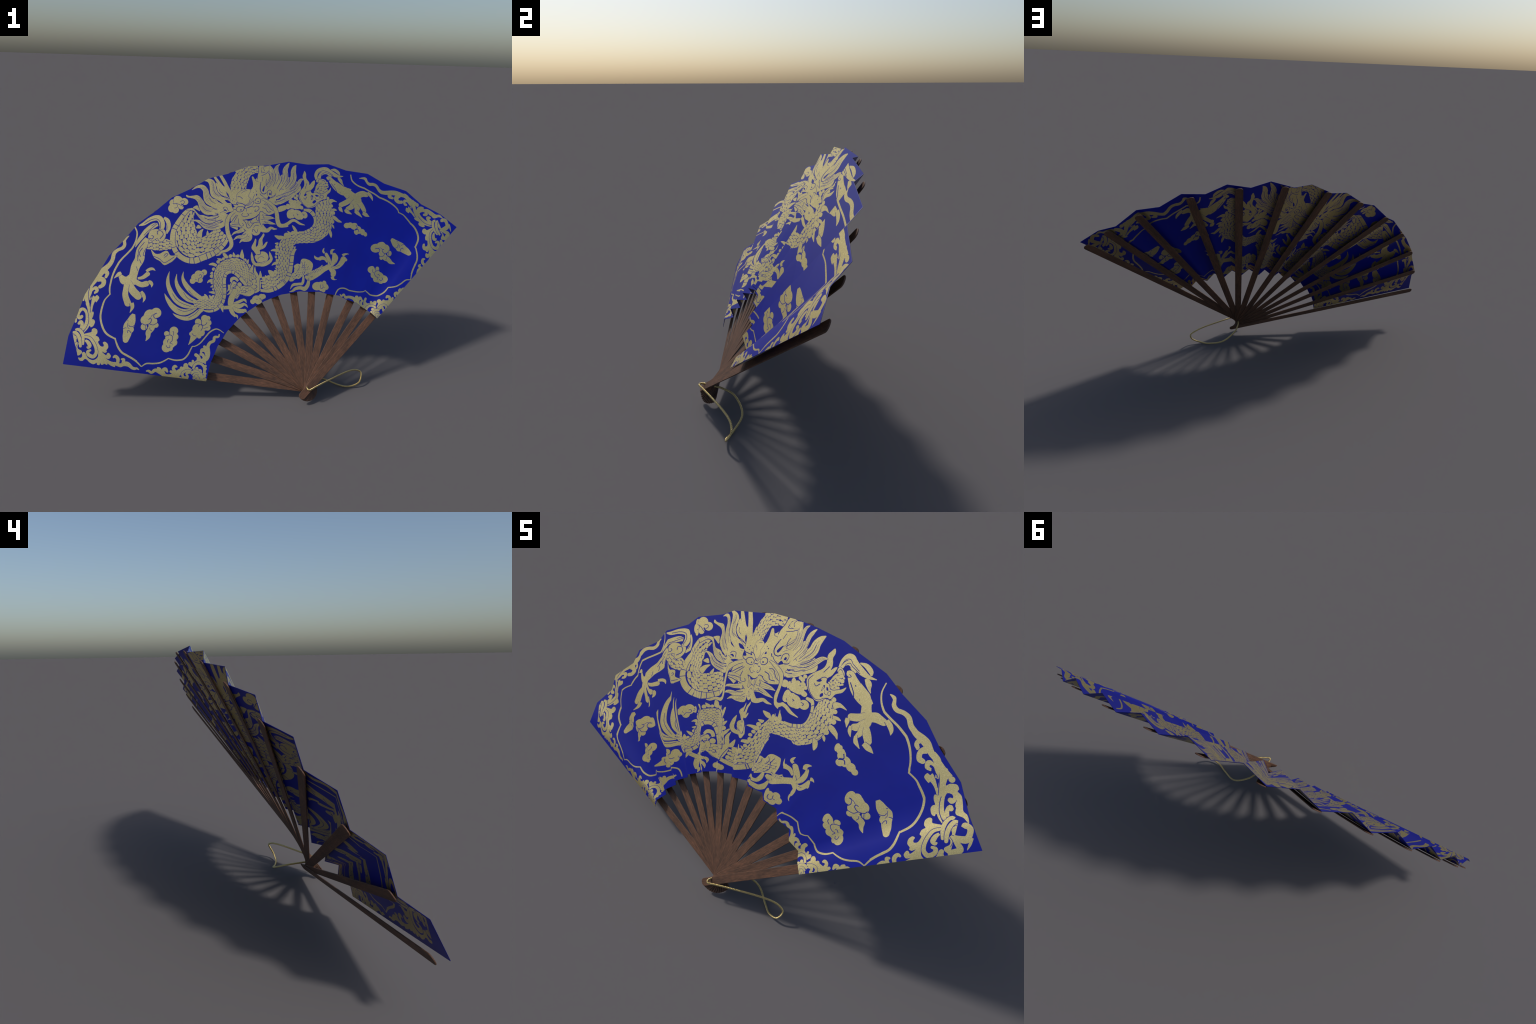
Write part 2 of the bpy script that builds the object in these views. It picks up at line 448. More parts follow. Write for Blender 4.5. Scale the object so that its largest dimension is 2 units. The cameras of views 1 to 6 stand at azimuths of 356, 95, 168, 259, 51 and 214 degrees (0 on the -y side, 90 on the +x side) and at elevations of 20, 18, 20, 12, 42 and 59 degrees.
stroke([(-705, 94, 10.8), (-714, 114, 13.5), (-702, 119, 17.8), (-693, 108, 9.7)], round_tip=True)
stroke([(-657, 107, 16.3), (-665, 123, 13.6), (-657, 132, 15.2), (-649, 130, 8.1)], round_tip=True)
stroke([(-659, 99, 13.6), (-676, 108, 11.9)], round_tip=True)
stroke([(-624, 115, 16.3), (-627, 125, 13.6)], round_tip=True)
stroke([(-605, 120, 21.6), (-606, 136, 22.7)], round_tip=True)
stroke([(-578, 110, 8.2), (-605, 110, 10.9), (-621, 98, 12), (-615, 80, 12.6), (-597, 80, 12.6), (-598, 90, 9.8)], round_tip=True, halo=1.6)
stroke([(-583, 103, 9.8), (-599, 101, 13.6), (-602, 93, 9.3)], round_tip=True)
stroke([(-691, 84, 8.2), (-648, 79, 16.4), (-620, 72, 10.9), (-593, 71, 8.2)])
group('cloud')
lobes([(-754, 388, 25.3), (-781, 376, 28.9), (-801, 351, 24.2), (-809, 319, 15.4), (-752, 327, 12.6)])
stroke([(-784, 327, 32.6), (-770, 316, 27.1), (-787, 294, 25.8), (-789, 273, 19), (-800, 253, 2.2)])
lobes([(-772, 346, 25.5), (-783, 366, 30.5)])
line([(-749, 387), (-762, 381), (-763, 366), (-750, 359), (-737, 367)], 2.2)
line([(-788, 354), (-780, 361), (-774, 352), (-782, 335), (-803, 328), (-817, 335)], 2.2)
line([(-782, 332), (-765, 328), (-752, 335), (-744, 341)], 1.9)
line([(-803, 327), (-799, 305)], 1.6)
line([(-781, 316), (-779, 305), (-770, 300)], 1.6)
line([(-754, 384), (-773, 375), (-778, 363)], 1.4)
group('cloud')
stroke([(-858, 380, 14.4), (-863, 365, 28.9), (-870, 344, 40.9), (-885, 320, 43.3), (-887, 296, 40.9), (-891, 274, 36.1), (-893, 257, 26.5)], round_tip=True)
lobes([(-868, 329, 14.5), (-873, 308, 16.4)])
line([(-882, 329), (-875, 321), (-863, 321), (-853, 327)], 1.9)
line([(-887, 291), (-887, 301), (-878, 301), (-870, 291)], 1.9)
line([(-908, 310), (-899, 315), (-892, 314)], 1.7)
line([(-890, 348), (-882, 347)], 1.7)
line([(-885, 339), (-886, 320), (-878, 310)], 1.4)
group('cloud')
lobes([(-666, 301, 20.7), (-700, 287, 12.5), (-660, 272, 16.3), (-665, 245, 16.8), (-682, 270, 24.5), (-695, 245, 21.7), (-700, 221, 22.3), (-682, 217, 13), (-679, 240, 21.7)])
line([(-710, 274), (-691, 280), (-680, 280), (-671, 270), (-674, 253), (-684, 244)], 1.9)
line([(-695, 245), (-694, 256), (-687, 259)], 1.9)
line([(-701, 232), (-695, 221), (-684, 222), (-684, 232)], 1.9)
line([(-672, 300), (-666, 292), (-669, 278)], 1.7)
line([(-688, 294), (-688, 283)], 1.6)
line([(-684, 243), (-671, 237)], 1.6)
mirror_half(half)
# --- the right outer corner keeps more of its scroll
group('corner_scroll')
patch([(541, 1031), (564, 1025), (584, 1006), (601, 1005), (613, 985), (620, 955), (629, 967), (648, 976), (663, 969), (663, 961), (684, 957), (705, 938), (718, 925), (738, 922), (754, 904), (731, 909), (706, 903), (695, 914), (688, 933), (661, 943), (640, 938), (629, 917), (619, 921), (605, 948), (581, 984)])
lobes([(627, 982, 10.5)])
stroke([(747, 883, 14.6), (748, 893, 17.5), (766, 893, 19.3), (775, 875, 18.7), (775, 857, 23.4), (756, 845, 20.5), (738, 841, 11.7)])
stroke([(741, 837, 8.7), (758, 830, 17.4), (778, 819, 20.3), (764, 799, 17.4), (752, 785, 14.5)])
stroke([(788, 873, 5.8), (792, 851, 8.8), (795, 831, 1.8)])
# --- clouds that stand alone
group('cloud')
lobes([(-517, 361, 18.5), (-500, 364, 11.4), (-550, 344, 15.7), (-499, 341, 15.2), (-504, 316, 14.7), (-523, 325, 24.4), (-554, 312, 22.8), (-533, 292, 16.8), (-567, 287, 20.6), (-543, 275, 10.9), (-583, 287, 9.2)])
stroke([(-569, 276, 33.5), (-580, 256, 17.9), (-595, 234, 2.2)])
line([(-532, 347), (-535, 338), (-529, 328), (-515, 330), (-506, 342)], 1.9)
line([(-548, 320), (-543, 330), (-532, 328), (-528, 317), (-536, 301)], 1.9)
line([(-562, 336), (-543, 333)], 1.6)
line([(-579, 290), (-569, 279), (-557, 276)], 1.7)
line([(-540, 364), (-537, 353)], 1.7)
line([(-500, 357), (-494, 351)], 1.7)
line([(-523, 311), (-501, 319)], 1.4)
group('cloud')
lobes([(-686, 938, 16.4), (-688, 911, 20.1), (-644, 917, 13), (-671, 902, 16.8), (-627, 950, 18.9), (-659, 953, 23.5), (-661, 926, 18.9)])
line([(-684, 936), (-682, 932), (-667, 933), (-655, 931), (-640, 924), (-631, 921)], 1.8)
line([(-648, 944), (-642, 951), (-631, 953), (-628, 944), (-635, 934)], 1.8)
line([(-677, 911), (-667, 913), (-661, 921), (-667, 932)], 1.5)
line([(-658, 914), (-652, 902)], 1.5)
line([(-684, 951), (-682, 938)], 1.3)
group('cloud')
lobes([(-580, 544, 14.3), (-566, 561, 21.7), (-548, 578, 23.2), (-523, 592, 14.8), (-546, 552, 16.4)])
line([(-547, 574), (-542, 580), (-534, 575), (-539, 564), (-550, 558), (-552, 542)], 1.8)
line([(-534, 594), (-526, 590), (-529, 581)], 1.6)
line([(-568, 554), (-560, 552)], 1.3)
group('cloud')
lobes([(-278, 448, 13), (-262, 459, 18.7), (-250, 449, 15.4), (-238, 469, 14.9), (-226, 472, 12)])
line([(-247, 463), (-240, 458), (-237, 448)], 1.4)
line([(-261, 457), (-254, 459)], 1.2)
group('cloud')
lobes([(48, 526, 21.7), (66, 537, 12.4), (69, 520, 20.7), (88, 542, 14), (100, 525, 15), (82, 510, 14)])
line([(62, 533), (63, 517), (73, 514), (80, 521)], 1.8)
line([(79, 537), (80, 524), (90, 522)], 1.6)
group('cloud')
lobes([(-77, 901, 24.6), (-84, 892, 16.4), (-42, 898, 25.8), (-27, 890, 15.2), (-4, 904, 18.8), (-54, 910, 14.7)])
line([(-51, 902), (-42, 901), (-46, 895)], 1.8)
line([(-18, 907), (-6, 906), (-9, 897)], 1.8)
line([(-67, 886), (-70, 896)], 1.4)
group('cloud')
lobes([(220, 850, 15.3), (235, 851, 15.3), (255, 843, 19.1), (279, 826, 20.3), (264, 813, 14), (305, 818, 16.5), (323, 809, 12.1)])
line([(255, 821), (274, 829), (283, 816)], 2.5)
line([(264, 850), (271, 834), (257, 826)], 2.5)
group('dragon_tail')
stroke([(-673, 385, 1.9), (-653, 372, 12.1), (-624, 362, 17.4), (-597, 362, 21.8), (-567, 376, 26.6), (-542, 398, 21.8), (-521, 405, 7.3)])
stroke([(-715, 480, 1.9), (-702, 454, 14.5), (-679, 422, 23.3), (-649, 398, 29.1), (-617, 390, 29.1), (-587, 398, 21.8), (-557, 415, 9.7)])
stroke([(-694, 592, 1.5), (-701, 559, 13.7), (-698, 522, 20.3), (-680, 480, 25.4), (-653, 445, 27.9), (-617, 426, 27.9), (-577, 418, 19.3), (-557, 421, 12.7)], halo=1.3)
stroke([(-658, 579, 1.6), (-661, 548, 12.9), (-651, 516, 20.7), (-628, 483, 28.5), (-598, 458, 28.5), (-567, 446, 18.1), (-550, 441, 10.3)], halo=1.3)
stroke([(-626, 589, 1.5), (-629, 561, 12.2), (-617, 532, 20.6), (-591, 500, 24.5), (-563, 476, 23.5), (-538, 461, 17.1), (-528, 454, 7.3)], halo=1.2)
line([(-678, 483), (-655, 450), (-623, 431), (-587, 420)], 1.5)
line([(-623, 491), (-603, 463), (-575, 448)], 1.6)
line([(-599, 500), (-578, 475), (-558, 460)], 1.5)
line([(-652, 407), (-622, 395), (-597, 398), (-572, 409)], 1.5)
line([(-597, 363), (-567, 381), (-547, 403)], 1.5)
# --- the body: scales set out by rule along the spine of each visible bend, belly plates on the inner side, spines on the back
group('dragon_body')
scales([(-591, 905, 17.4), (-607, 868, 29.9), (-616, 831, 43.6), (-617, 789, 52.8), (-608, 745, 59.8), (-572, 715, 53.8), (-534, 716, 48.6), (-497, 737, 44.8), (-461, 770, 41.1), (-431, 798, 41.1)], 21.9)
stroke([(-590, 914, 13.1), (-611, 903, 15.8), (-635, 872, 20), (-658, 840, 22.1), (-677, 806, 23.6), (-683, 770, 24.2), (-681, 734, 24.2), (-667, 695, 25.2), (-642, 667, 27.3), (-608, 651, 28.9), (-570, 651, 30.2), (-535, 662, 28.9), (-496, 676, 28.9), (-462, 697, 22.1), (-427, 732, 20), (-408, 759, 15.8)], halo=2.4, plates=[0.1, 0.2, 0.24, 0.41, 0.46, 0.6, 0.635, 0.69, 0.75, 0.79, 0.83, 0.88, 0.93])
patch([(-563, 770), (-556, 791), (-543, 805), (-530, 811), (-536, 791), (-539, 763), (-550, 763)], halo=1.6)
patch([(-509, 806), (-501, 781), (-515, 779)], halo=1.6)
patch([(-556, 831), (-540, 815), (-567, 811)], halo=1.6)
patch([(-584, 922), (-563, 937), (-554, 923), (-548, 907), (-569, 915)], halo=1.4)
scales([(-361, 1008, 29.5), (-353, 1037, 40.3), (-347, 1065, 42.2), (-335, 1092, 39.3), (-316, 1114, 32.4), (-293, 1126, 25.5), (-265, 1134, 19.6), (-244, 1135, 15.7)], 18.1)
stroke([(-368, 1124, 11.8), (-343, 1134, 7.9), (-320, 1141, 5.9), (-284, 1149, 5.9), (-250, 1153, 13.8)], plates=[0.3, 0.5])
scales([(-571, 426, 12.3), (-547, 433, 20.9), (-513, 432, 24.1), (-479, 434, 25.8), (-452, 458, 24.6), (-445, 496, 23.3), (-450, 530, 24.6), (-451, 565, 25.1), (-440, 599, 29), (-407, 631, 30.7), (-370, 636, 31.9), (-338, 611, 33.9), (-307, 572, 34.4), (-282, 531, 31.9), (-260, 500, 22.1)], 12.3)
stroke([(-524, 403, 3.9), (-506, 398, 9.8), (-482, 398, 11.3), (-453, 411, 13.7), (-429, 441, 14.2), (-420, 475, 15.2), (-420, 504, 15.2), (-423, 536, 14.7), (-423, 558, 14.7), (-415, 582, 16.1), (-395, 595, 16.1), (-373, 593, 16.1), (-349, 575, 15.7), (-328, 551, 15.7), (-311, 530, 12.2)], halo=1.7, plates=[0.12, 0.2, 0.27, 0.33, 0.39, 0.48, 0.51, 0.6, 0.64, 0.74, 0.78, 0.87])
patch([(-501, 628), (-493, 635), (-478, 637), (-460, 626), (-465, 617), (-483, 624)])
patch([(-432, 693), (-414, 690), (-401, 670), (-420, 666)])
patch([(-378, 695), (-369, 683), (-365, 673), (-380, 674)])
patch([(-336, 707), (-329, 689), (-326, 673), (-329, 656), (-346, 672)])
patch([(-302, 659), (-302, 640), (-308, 632), (-315, 642)])
patch([(-460, 660), (-439, 662), (-431, 656), (-444, 647)])
patch([(-508, 537), (-500, 554), (-480, 560), (-478, 546), (-498, 542)])
patch([(-500, 492), (-472, 497), (-470, 484), (-486, 485)])
patch([(-522, 479), (-509, 473), (-500, 455), (-515, 455)])
patch([(-499, 475), (-481, 467), (-481, 456), (-494, 458)])
patch([(-494, 586), (-482, 595), (-479, 583)])
patch([(-492, 517), (-477, 531), (-475, 518)])
lobes([(-477, 606, 8.3), (-485, 573, 9.4), (-455, 642, 9.4), (-391, 677, 9.4), (-356, 674, 9.4), (-321, 652, 8.9), (-299, 625, 9.4), (-482, 541, 8.3), (-475, 507, 7.2), (-525, 462, 9.4), (-489, 461, 8.3), (-477, 470, 7.2), (-427, 662, 7.2)])
line([(-477, 457), (-467, 486), (-475, 521), (-478, 561), (-472, 600), (-452, 632), (-412, 661), (-374, 669), (-342, 663), (-317, 642), (-297, 606), (-276, 576)], 1.9)
patch([(-343, 515), (-326, 527), (-304, 526), (-280, 530), (-286, 550), (-268, 560), (-254, 572), (-242, 562), (-238, 539), (-242, 509), (-255, 493), (-281, 485), (-301, 474), (-328, 478), (-344, 488)], halo=1.7)
line([(-272, 509), (-261, 516), (-264, 526), (-273, 529)], 1.7)
line([(-279, 502), (-267, 499), (-261, 506)], 1.7)
line([(-332, 510), (-318, 514), (-316, 501), (-325, 492)], 1.9)
line([(-268, 560), (-261, 544), (-269, 539)], 1.7)
line([(-242, 562), (-247, 530), (-247, 503)], 1.7)
line([(-304, 519), (-294, 513), (-296, 498)], 1.5)
line([(-339, 491), (-311, 482), (-279, 492)], 1.7)
stroke([(-275, 641, 1.1), (-283, 617, 12.2), (-288, 600, 13.9), (-281, 590, 5.6)])
stroke([(-267, 626, 1.4), (-269, 600, 14), (-259, 579, 16.8), (-248, 562, 14)])
lobes([(-261, 587, 7.3), (-255, 576, 7.3)])
scales([(-235, 531, 26.3), (-201, 536, 32.2), (-169, 549, 36.5), (-136, 579, 36.5), (-119, 613, 33.6), (-116, 648, 33.6), (-115, 682, 33.6), (-110, 713, 36.5), (-96, 744, 40.9)], 16.4)
stroke([(-243, 502, 14.7), (-205, 502, 17.2), (-173, 509, 19.6), (-142, 527, 22.1), (-106, 558, 20.6), (-90, 591, 19.6), (-83, 627, 17.7), (-79, 661, 17.2), (-74, 694, 16.2), (-62, 717, 12.3)], halo=1.7, plates=[0.22, 0.26, 0.42, 0.45, 0.55, 0.6, 0.72, 0.77, 0.88])
line([(-146, 751), (-147, 712), (-150, 671), (-150, 630), (-160, 597), (-184, 575), (-211, 565), (-231, 558)], 2)
patch([(-190, 702), (-178, 713), (-148, 720), (-149, 702), (-173, 703)])
patch([(-185, 628), (-175, 643), (-151, 653), (-152, 636), (-170, 632)])
patch([(-201, 604), (-184, 603), (-170, 586), (-186, 573)])
patch([(-239, 605), (-231, 582), (-232, 569), (-248, 567)])
patch([(-165, 746), (-144, 754), (-147, 739)])
patch([(-216, 575), (-212, 583), (-205, 574), (-211, 565)])
patch([(-171, 616), (-159, 615), (-158, 605)])
lobes([(-154, 729, 9.2), (-157, 692, 8.1), (-161, 674, 7.5), (-155, 657, 8.1), (-157, 624, 7.5), (-166, 596, 9.8), (-222, 566, 9.8), (-198, 572, 9.8)])
scales([(-116, 714, 30.7), (-104, 745, 33.2), (-78, 769, 33.2), (-40, 778, 30.7), (7, 785, 30.7), (42, 788, 32), (71, 810, 37.1), (92, 841, 43.5), (100, 878, 48.1), (99, 913, 46.5), (96, 946, 42.2), (89, 978, 33.2)], 16.9)
stroke([(-8, 932, 10.3), (21, 930, 18.1), (40, 912, 18.1), (50, 884, 12.9), (47, 854, 10.3), (33, 833, 12.9), (16, 821, 15.5), (-11, 809, 12.9), (-39, 805, 10.3)], halo=1.6, plates=[0.2, 0.33, 0.6, 0.68, 0.76, 0.84])
patch([(-77, 838), (-65, 832), (-51, 814), (-48, 796), (-61, 797)])
patch([(-99, 812), (-82, 801), (-80, 790), (-90, 791)])
patch([(-165, 788), (-133, 791), (-111, 782), (-124, 773), (-145, 771)])
patch([(122, 981), (144, 991), (174, 980), (150, 977), (133, 962)], halo=1.5)
patch([(140, 937), (159, 942), (172, 934), (146, 928)], halo=1.5)
patch([(146, 903), (168, 898), (197, 871), (177, 872), (145, 887)], halo=1.3)
patch([(135, 858), (151, 850), (154, 834), (142, 843)], halo=1.5)
patch([(114, 826), (132, 823), (140, 802), (134, 783), (122, 802)], halo=1.5)
patch([(122, 827), (129, 849), (139, 856), (132, 833)], halo=1.5)
lobes([(145, 870, 10.1), (151, 918, 10.1), (140, 954, 8.9), (118, 991, 8.9), (-104, 792, 11.9), (-73, 800, 10.1)])
patch([(-84, 954), (-32, 960), (-32, 932), (-84, 930)])
patch([(-103, 953), (-89, 952), (-88, 928), (-102, 929)])
patch([(-143, 941), (-106, 948), (-105, 926), (-140, 916)])
patch([(-29, 952), (-11, 947), (-13, 933), (-29, 933)])
lobes([(-79, 965, 12.9), (-59, 966, 10.5), (-40, 971, 10), (-49, 987, 8.8), (-58, 989, 7.6), (-27, 965, 8.2), (-46, 1002, 7.6)])
# --- the four legs with five-clawed feet
group('dragon_leg')
stroke([(-727, 867, 10.7), (-709, 849, 20.8), (-705, 818, 22.1), (-713, 783, 6.3)])
stroke([(-847, 814, 4.6), (-825, 825, 16.6), (-795, 851, 23.2), (-761, 865, 29.9), (-742, 850, 29.9), (-736, 819, 24.6), (-744, 801, 13.3)])
stroke([(-864, 712, 2.6), (-852, 736, 14.9), (-829, 766, 21.4), (-802, 798, 24.7), (-775, 822, 26), (-757, 829, 16.2)])
line([(-822, 827), (-789, 852), (-761, 858), (-745, 839), (-744, 808)], 2)
line([(-823, 766), (-796, 795), (-760, 834)], 1.9)
line([(-723, 850), (-713, 828), (-712, 804)], 1.9)
line([(-788, 817), (-761, 841)], 1.7)
scales([(-810, 717, 16.2), (-778, 725, 29.1), (-744, 725, 32.4), (-710, 725, 29.1), (-685, 720, 19.4)], 18.1)
patch([(-801, 765), (-790, 793), (-762, 804), (-747, 800), (-728, 806), (-717, 790), (-719, 762), (-732, 740), (-748, 742), (-758, 755), (-779, 740), (-798, 750)], halo=2)
line([(-798, 753), (-782, 749), (-776, 763), (-786, 766)], 2.3)
line([(-755, 775), (-759, 789), (-747, 797), (-734, 791), (-730, 774), (-745, 752)], 2.3)
patch([(-786, 698), (-765, 679), (-743, 678), (-725, 687), (-706, 691), (-690, 669), (-659, 671), (-677, 643), (-695, 632), (-720, 623), (-742, 642), (-771, 661)], halo=2)
line([(-774, 667), (-746, 654), (-720, 635), (-690, 649), (-671, 664)], 1.8)
line([(-724, 666), (-712, 677), (-703, 674), (-715, 662), (-721, 660)], 1.9)
stroke([(-807, 753, 19.2), (-819, 729, 35.2), (-837, 693, 44.8), (-842, 651, 44.8), (-858, 613, 41.6), (-865, 576, 38.4), (-874, 543, 44.8)], halo=1.9)
line([(-819, 735), (-847, 699), (-849, 661)], 1.9)
line([(-828, 708), (-844, 684), (-837, 665)], 2.2)
line([(-812, 705), (-825, 675), (-815, 668)], 1.9)
line([(-842, 651), (-832, 628)], 1.9)
line([(-851, 674), (-849, 640)], 1.9)
line([(-855, 613), (-846, 590)], 1.6)
lobes([(-877, 544, 27.3)])
stroke([(-886, 544, 33.4), (-911, 544, 39.5), (-927, 562, 21.3)], round_tip=True)
stroke([(-925, 580, 12.2), (-936, 574, 18.2), (-948, 565, 10.9), (-960, 554, 1.5)], halo=1.5)
stroke([(-845, 552, 9.4), (-822, 557, 17.6), (-799, 577, 22)], round_tip=True)
stroke([(-806, 590, 12.9), (-791, 602, 14.8), (-776, 605, 12.9), (-763, 596, 1.6)], halo=1.6)
stroke([(-862, 540, 24.3), (-828, 523, 24.3), (-803, 527, 27.3)], round_tip=True)
stroke([(-794, 541, 9.4), (-785, 535, 17.6), (-777, 524, 13.8), (-778, 509, 1.6)], halo=1.6)
stroke([(-893, 537, 30.4), (-868, 495, 36.5), (-843, 470, 36.5)], round_tip=True, halo=1.2)
stroke([(-828, 491, 12.2), (-818, 476, 17.1), (-812, 458, 13.4), (-819, 439, 1.8)], halo=1.8)
stroke([(-899, 525, 24.8), (-904, 476, 27.3), (-889, 432, 31)], round_tip=True, halo=1.9)
stroke([(-872, 435, 20.9), (-867, 413, 16), (-877, 386, 1.8)], halo=1.8)
group('dragon_leg')
stroke([(141, 1151, 4.2), (165, 1152, 17), (186, 1142, 17), (194, 1130, 6.1)])
stroke([(183, 1113, 12.2), (198, 1101, 21.3), (208, 1086, 10.9), (219, 1075, 1.8)])
stroke([(66, 1098, 15), (63, 1124, 18), (78, 1146, 24), (106, 1150, 27), (130, 1138, 27), (161, 1126, 24), (189, 1122, 13.2), (216, 1127, 2.4)])
stroke([(76, 1100, 13.5), (85, 1122, 16.2), (105, 1132, 16.2), (129, 1121, 13.5), (142, 1112, 8.1)])
line([(69, 1106), (75, 1132), (96, 1144), (121, 1136), (151, 1124)], 1.6)
line([(87, 1105), (90, 1122), (105, 1132), (126, 1126), (157, 1117)], 1.6)
line([(102, 1112), (107, 1123), (120, 1119)], 1.3)
patch([(64, 1098), (76, 1101), (101, 1095), (111, 1083), (105, 1072), (86, 1073), (76, 1079), (63, 1084)], halo=1.6)
line([(71, 1083), (74, 1094), (91, 1093), (106, 1083)], 1.6)
scales([(74, 1029, 16), (80, 1051, 24), (100, 1061, 24), (122, 1066, 13.3)], 16)
scales([(49, 1031, 10.6), (69, 1024, 15.9), (94, 1027, 18.6), (118, 1038, 10.6)], 15.9)
patch([(137, 1052), (133, 1029), (114, 1010), (107, 987), (82, 978), (67, 962), (47, 947), (17, 944), (-13, 962), (-33, 987), (-36, 1009), (-23, 1033), (-4, 1059), (-0, 1082), (-9, 1112), (-5, 1129), (3, 1146), (12, 1132), (12, 1110), (26, 1087), (29, 1070), (41, 1086), (56, 1092), (50, 1059), (34, 1038), (41, 1023), (59, 1025), (79, 1014), (101, 1020), (124, 1036)], halo=2.1)
gap([(-4, 1008), (4, 1021), (13, 1019), (7, 1010)])
gap([(34, 1010), (41, 1012), (46, 1000), (39, 1007)])
gap([(43, 975), (50, 983), (59, 977), (52, 969), (45, 968)])
gap([(54, 1011), (61, 1013), (73, 1006), (63, 1002)])
line([(-23, 1022), (-30, 996), (-10, 963), (17, 947), (47, 953), (72, 973), (97, 985)], 1.6)
line([(5, 1049), (15, 1079)], 1.8)
line([(34, 1038), (14, 1034), (1, 1015)], 1.8)
line([(34, 1010), (36, 987), (43, 1001), (34, 1010)], 1.6)
line([(40, 973), (50, 983), (58, 977), (47, 967), (40, 973)], 1.8)
line([(75, 998), (83, 1008), (95, 1002), (88, 991), (75, 998)], 1.6)
line([(-6, 997), (3, 990), (13, 1005)], 1.8)
line([(53, 1000), (58, 988), (78, 989)], 1.3)
stroke([(114, 1097, 15.1), (129, 1101, 24.1), (144, 1087, 33.1), (169, 1066, 45.2), (197, 1048, 45.2), (225, 1041, 45.2), (247, 1033, 42.2)], halo=1.8)
line([(114, 1094), (125, 1087), (135, 1094), (126, 1098)], 1.8)
line([(141, 1075), (168, 1046), (174, 1030)], 2.4)
line([(160, 1075), (184, 1054), (197, 1034)], 2.1)
line([(182, 1071), (200, 1048)], 1.8)
line([(203, 1046), (214, 1024)], 1.6)
line([(222, 1023), (226, 1009)], 1.6)
stroke([(167, 1075, 34.5), (219, 1046, 43.1), (246, 1016, 48.8), (273, 983, 63.2)])
lobes([(271, 986, 28.5)])
stroke([(275, 1008, 34.4), (302, 1021, 34.4), (331, 1021, 26.4)], round_tip=True)
stroke([(338, 1031, 16.8), (355, 1021, 19.4), (366, 1008, 14.3), (371, 993, 1.9)], halo=1.9)
stroke([(253, 1003, 22.8), (231, 983, 28.6), (198, 967, 26.3)], round_tip=True, halo=1.1)
stroke([(188, 957, 13.6), (194, 943, 19.3), (204, 926, 2.3)], halo=1.7)
stroke([(259, 972, 26.1), (250, 954, 28.4), (231, 944, 22.7)], round_tip=True, halo=1.1)
stroke([(218, 941, 13.5), (225, 928, 19.2), (237, 918, 11.3), (248, 911, 1.7)], halo=1.7)
stroke([(270, 971, 28.3), (276, 946, 28.3), (272, 931, 20.4)], round_tip=True, halo=1.1)
stroke([(266, 928, 16.5), (279, 912, 17.8), (302, 895, 2.5)], halo=1.9)
stroke([(286, 976, 25.6), (303, 953, 29.4), (316, 934, 25.6)], round_tip=True, halo=1.3)
stroke([(306, 919, 16.7), (327, 913, 21.8), (349, 905, 1.9)], halo=1.9)
group('dragon_leg')
patch([(-90, 561), (-76, 593), (-67, 613), (-69, 629), (-53, 639), (-38, 638), (-32, 658), (-19, 669), (10, 668), (26, 655), (33, 638), (27, 610), (17, 597), (-9, 586), (-26, 577), (-48, 561), (-62, 563), (-74, 552), (-87, 552)], halo=1.5)
gap([(-77, 593), (-74, 607), (-68, 607), (-69, 597)])
scales([(-76, 568, 10.2), (-60, 578, 15.3), (-39, 594, 17.8), (-14, 616, 20.4), (9, 637, 20.4)], 12.7)
line([(-46, 633), (-44, 619), (-54, 600)], 1.5)
line([(-7, 656), (-13, 632), (-8, 605), (-23, 582)], 1.5)
line([(-29, 653), (-21, 636), (-27, 617)], 1.5)
stroke([(-20, 583, 8.4), (-21, 557, 15.6), (-30, 538, 14.7), (-52, 535, 13.4), (-70, 534, 13.9), (-79, 526, 8.4), (-85, 512, 1.3)], halo=1.1)
stroke([(12, 560, 12.8), (4, 532, 20.4), (-14, 514, 21.4), (-42, 516, 17.9), (-62, 513, 15.3), (-75, 503, 10.2), (-90, 499, 2)], halo=1.3)
line([(-9, 570), (-7, 545), (-19, 528)], 1.5)
stroke([(-9, 577, 12.8), (14, 572, 29.9), (36, 581, 29.9), (60, 595, 25.6), (85, 613, 25.6), (114, 630, 25.6)], halo=1.1)
scales([(3, 597, 6.4), (24, 596, 9.7), (44, 604, 9.7), (65, 616, 8.6), (80, 631, 6.4)], 9.9)
line([(2, 564), (12, 560), (12, 570)], 1.3)
line([(20, 576), (28, 580), (26, 571)], 1.1)
lobes([(125, 631, 18.2)])
stroke([(108, 652, 9.3), (92, 669, 16.3), (73, 671, 18.6), (65, 667, 18.6)], round_tip=True)
stroke([(65, 667, 13.1), (53, 669, 13.1), (45, 676, 9.6), (40, 687, 0.9)], halo=1.1)
stroke([(123, 638, 20.7), (120, 663, 23.3), (103, 691, 20.7)], round_tip=True, halo=1)
stroke([(92, 699, 11.3), (83, 705, 11.8), (86, 717, 7.7), (91, 725, 0.8)], halo=1.3)
stroke([(128, 634, 11.1), (145, 655, 24.5), (153, 678, 28.9), (150, 696, 20)], round_tip=True, halo=0.9)
stroke([(137, 697, 15.6), (135, 711, 15.6), (143, 720, 10.4), (155, 725, 1)], halo=1.3)
stroke([(133, 622, 13.2), (162, 630, 19.8), (182, 652, 24.2), (191, 671, 24.2)], round_tip=True, halo=0.9)
lobes([(199, 664, 8.8)])
stroke([(188, 688, 13.3), (197, 693, 12.4), (209, 695, 6.7), (218, 693, 0.9)], halo=1.1)
stroke([(125, 622, 19.7), (140, 605, 24.1), (139, 589, 21.9)], round_tip=True, halo=0.9)
stroke([(135, 579, 15.1), (136, 569, 13), (143, 563, 6.5), (153, 562, 0.9)], halo=1.1)
line([(155, 654), (144, 633)], 1.1)
line([(173, 638), (148, 628)], 1.1)
line([(117, 658), (128, 641)], 1.3)
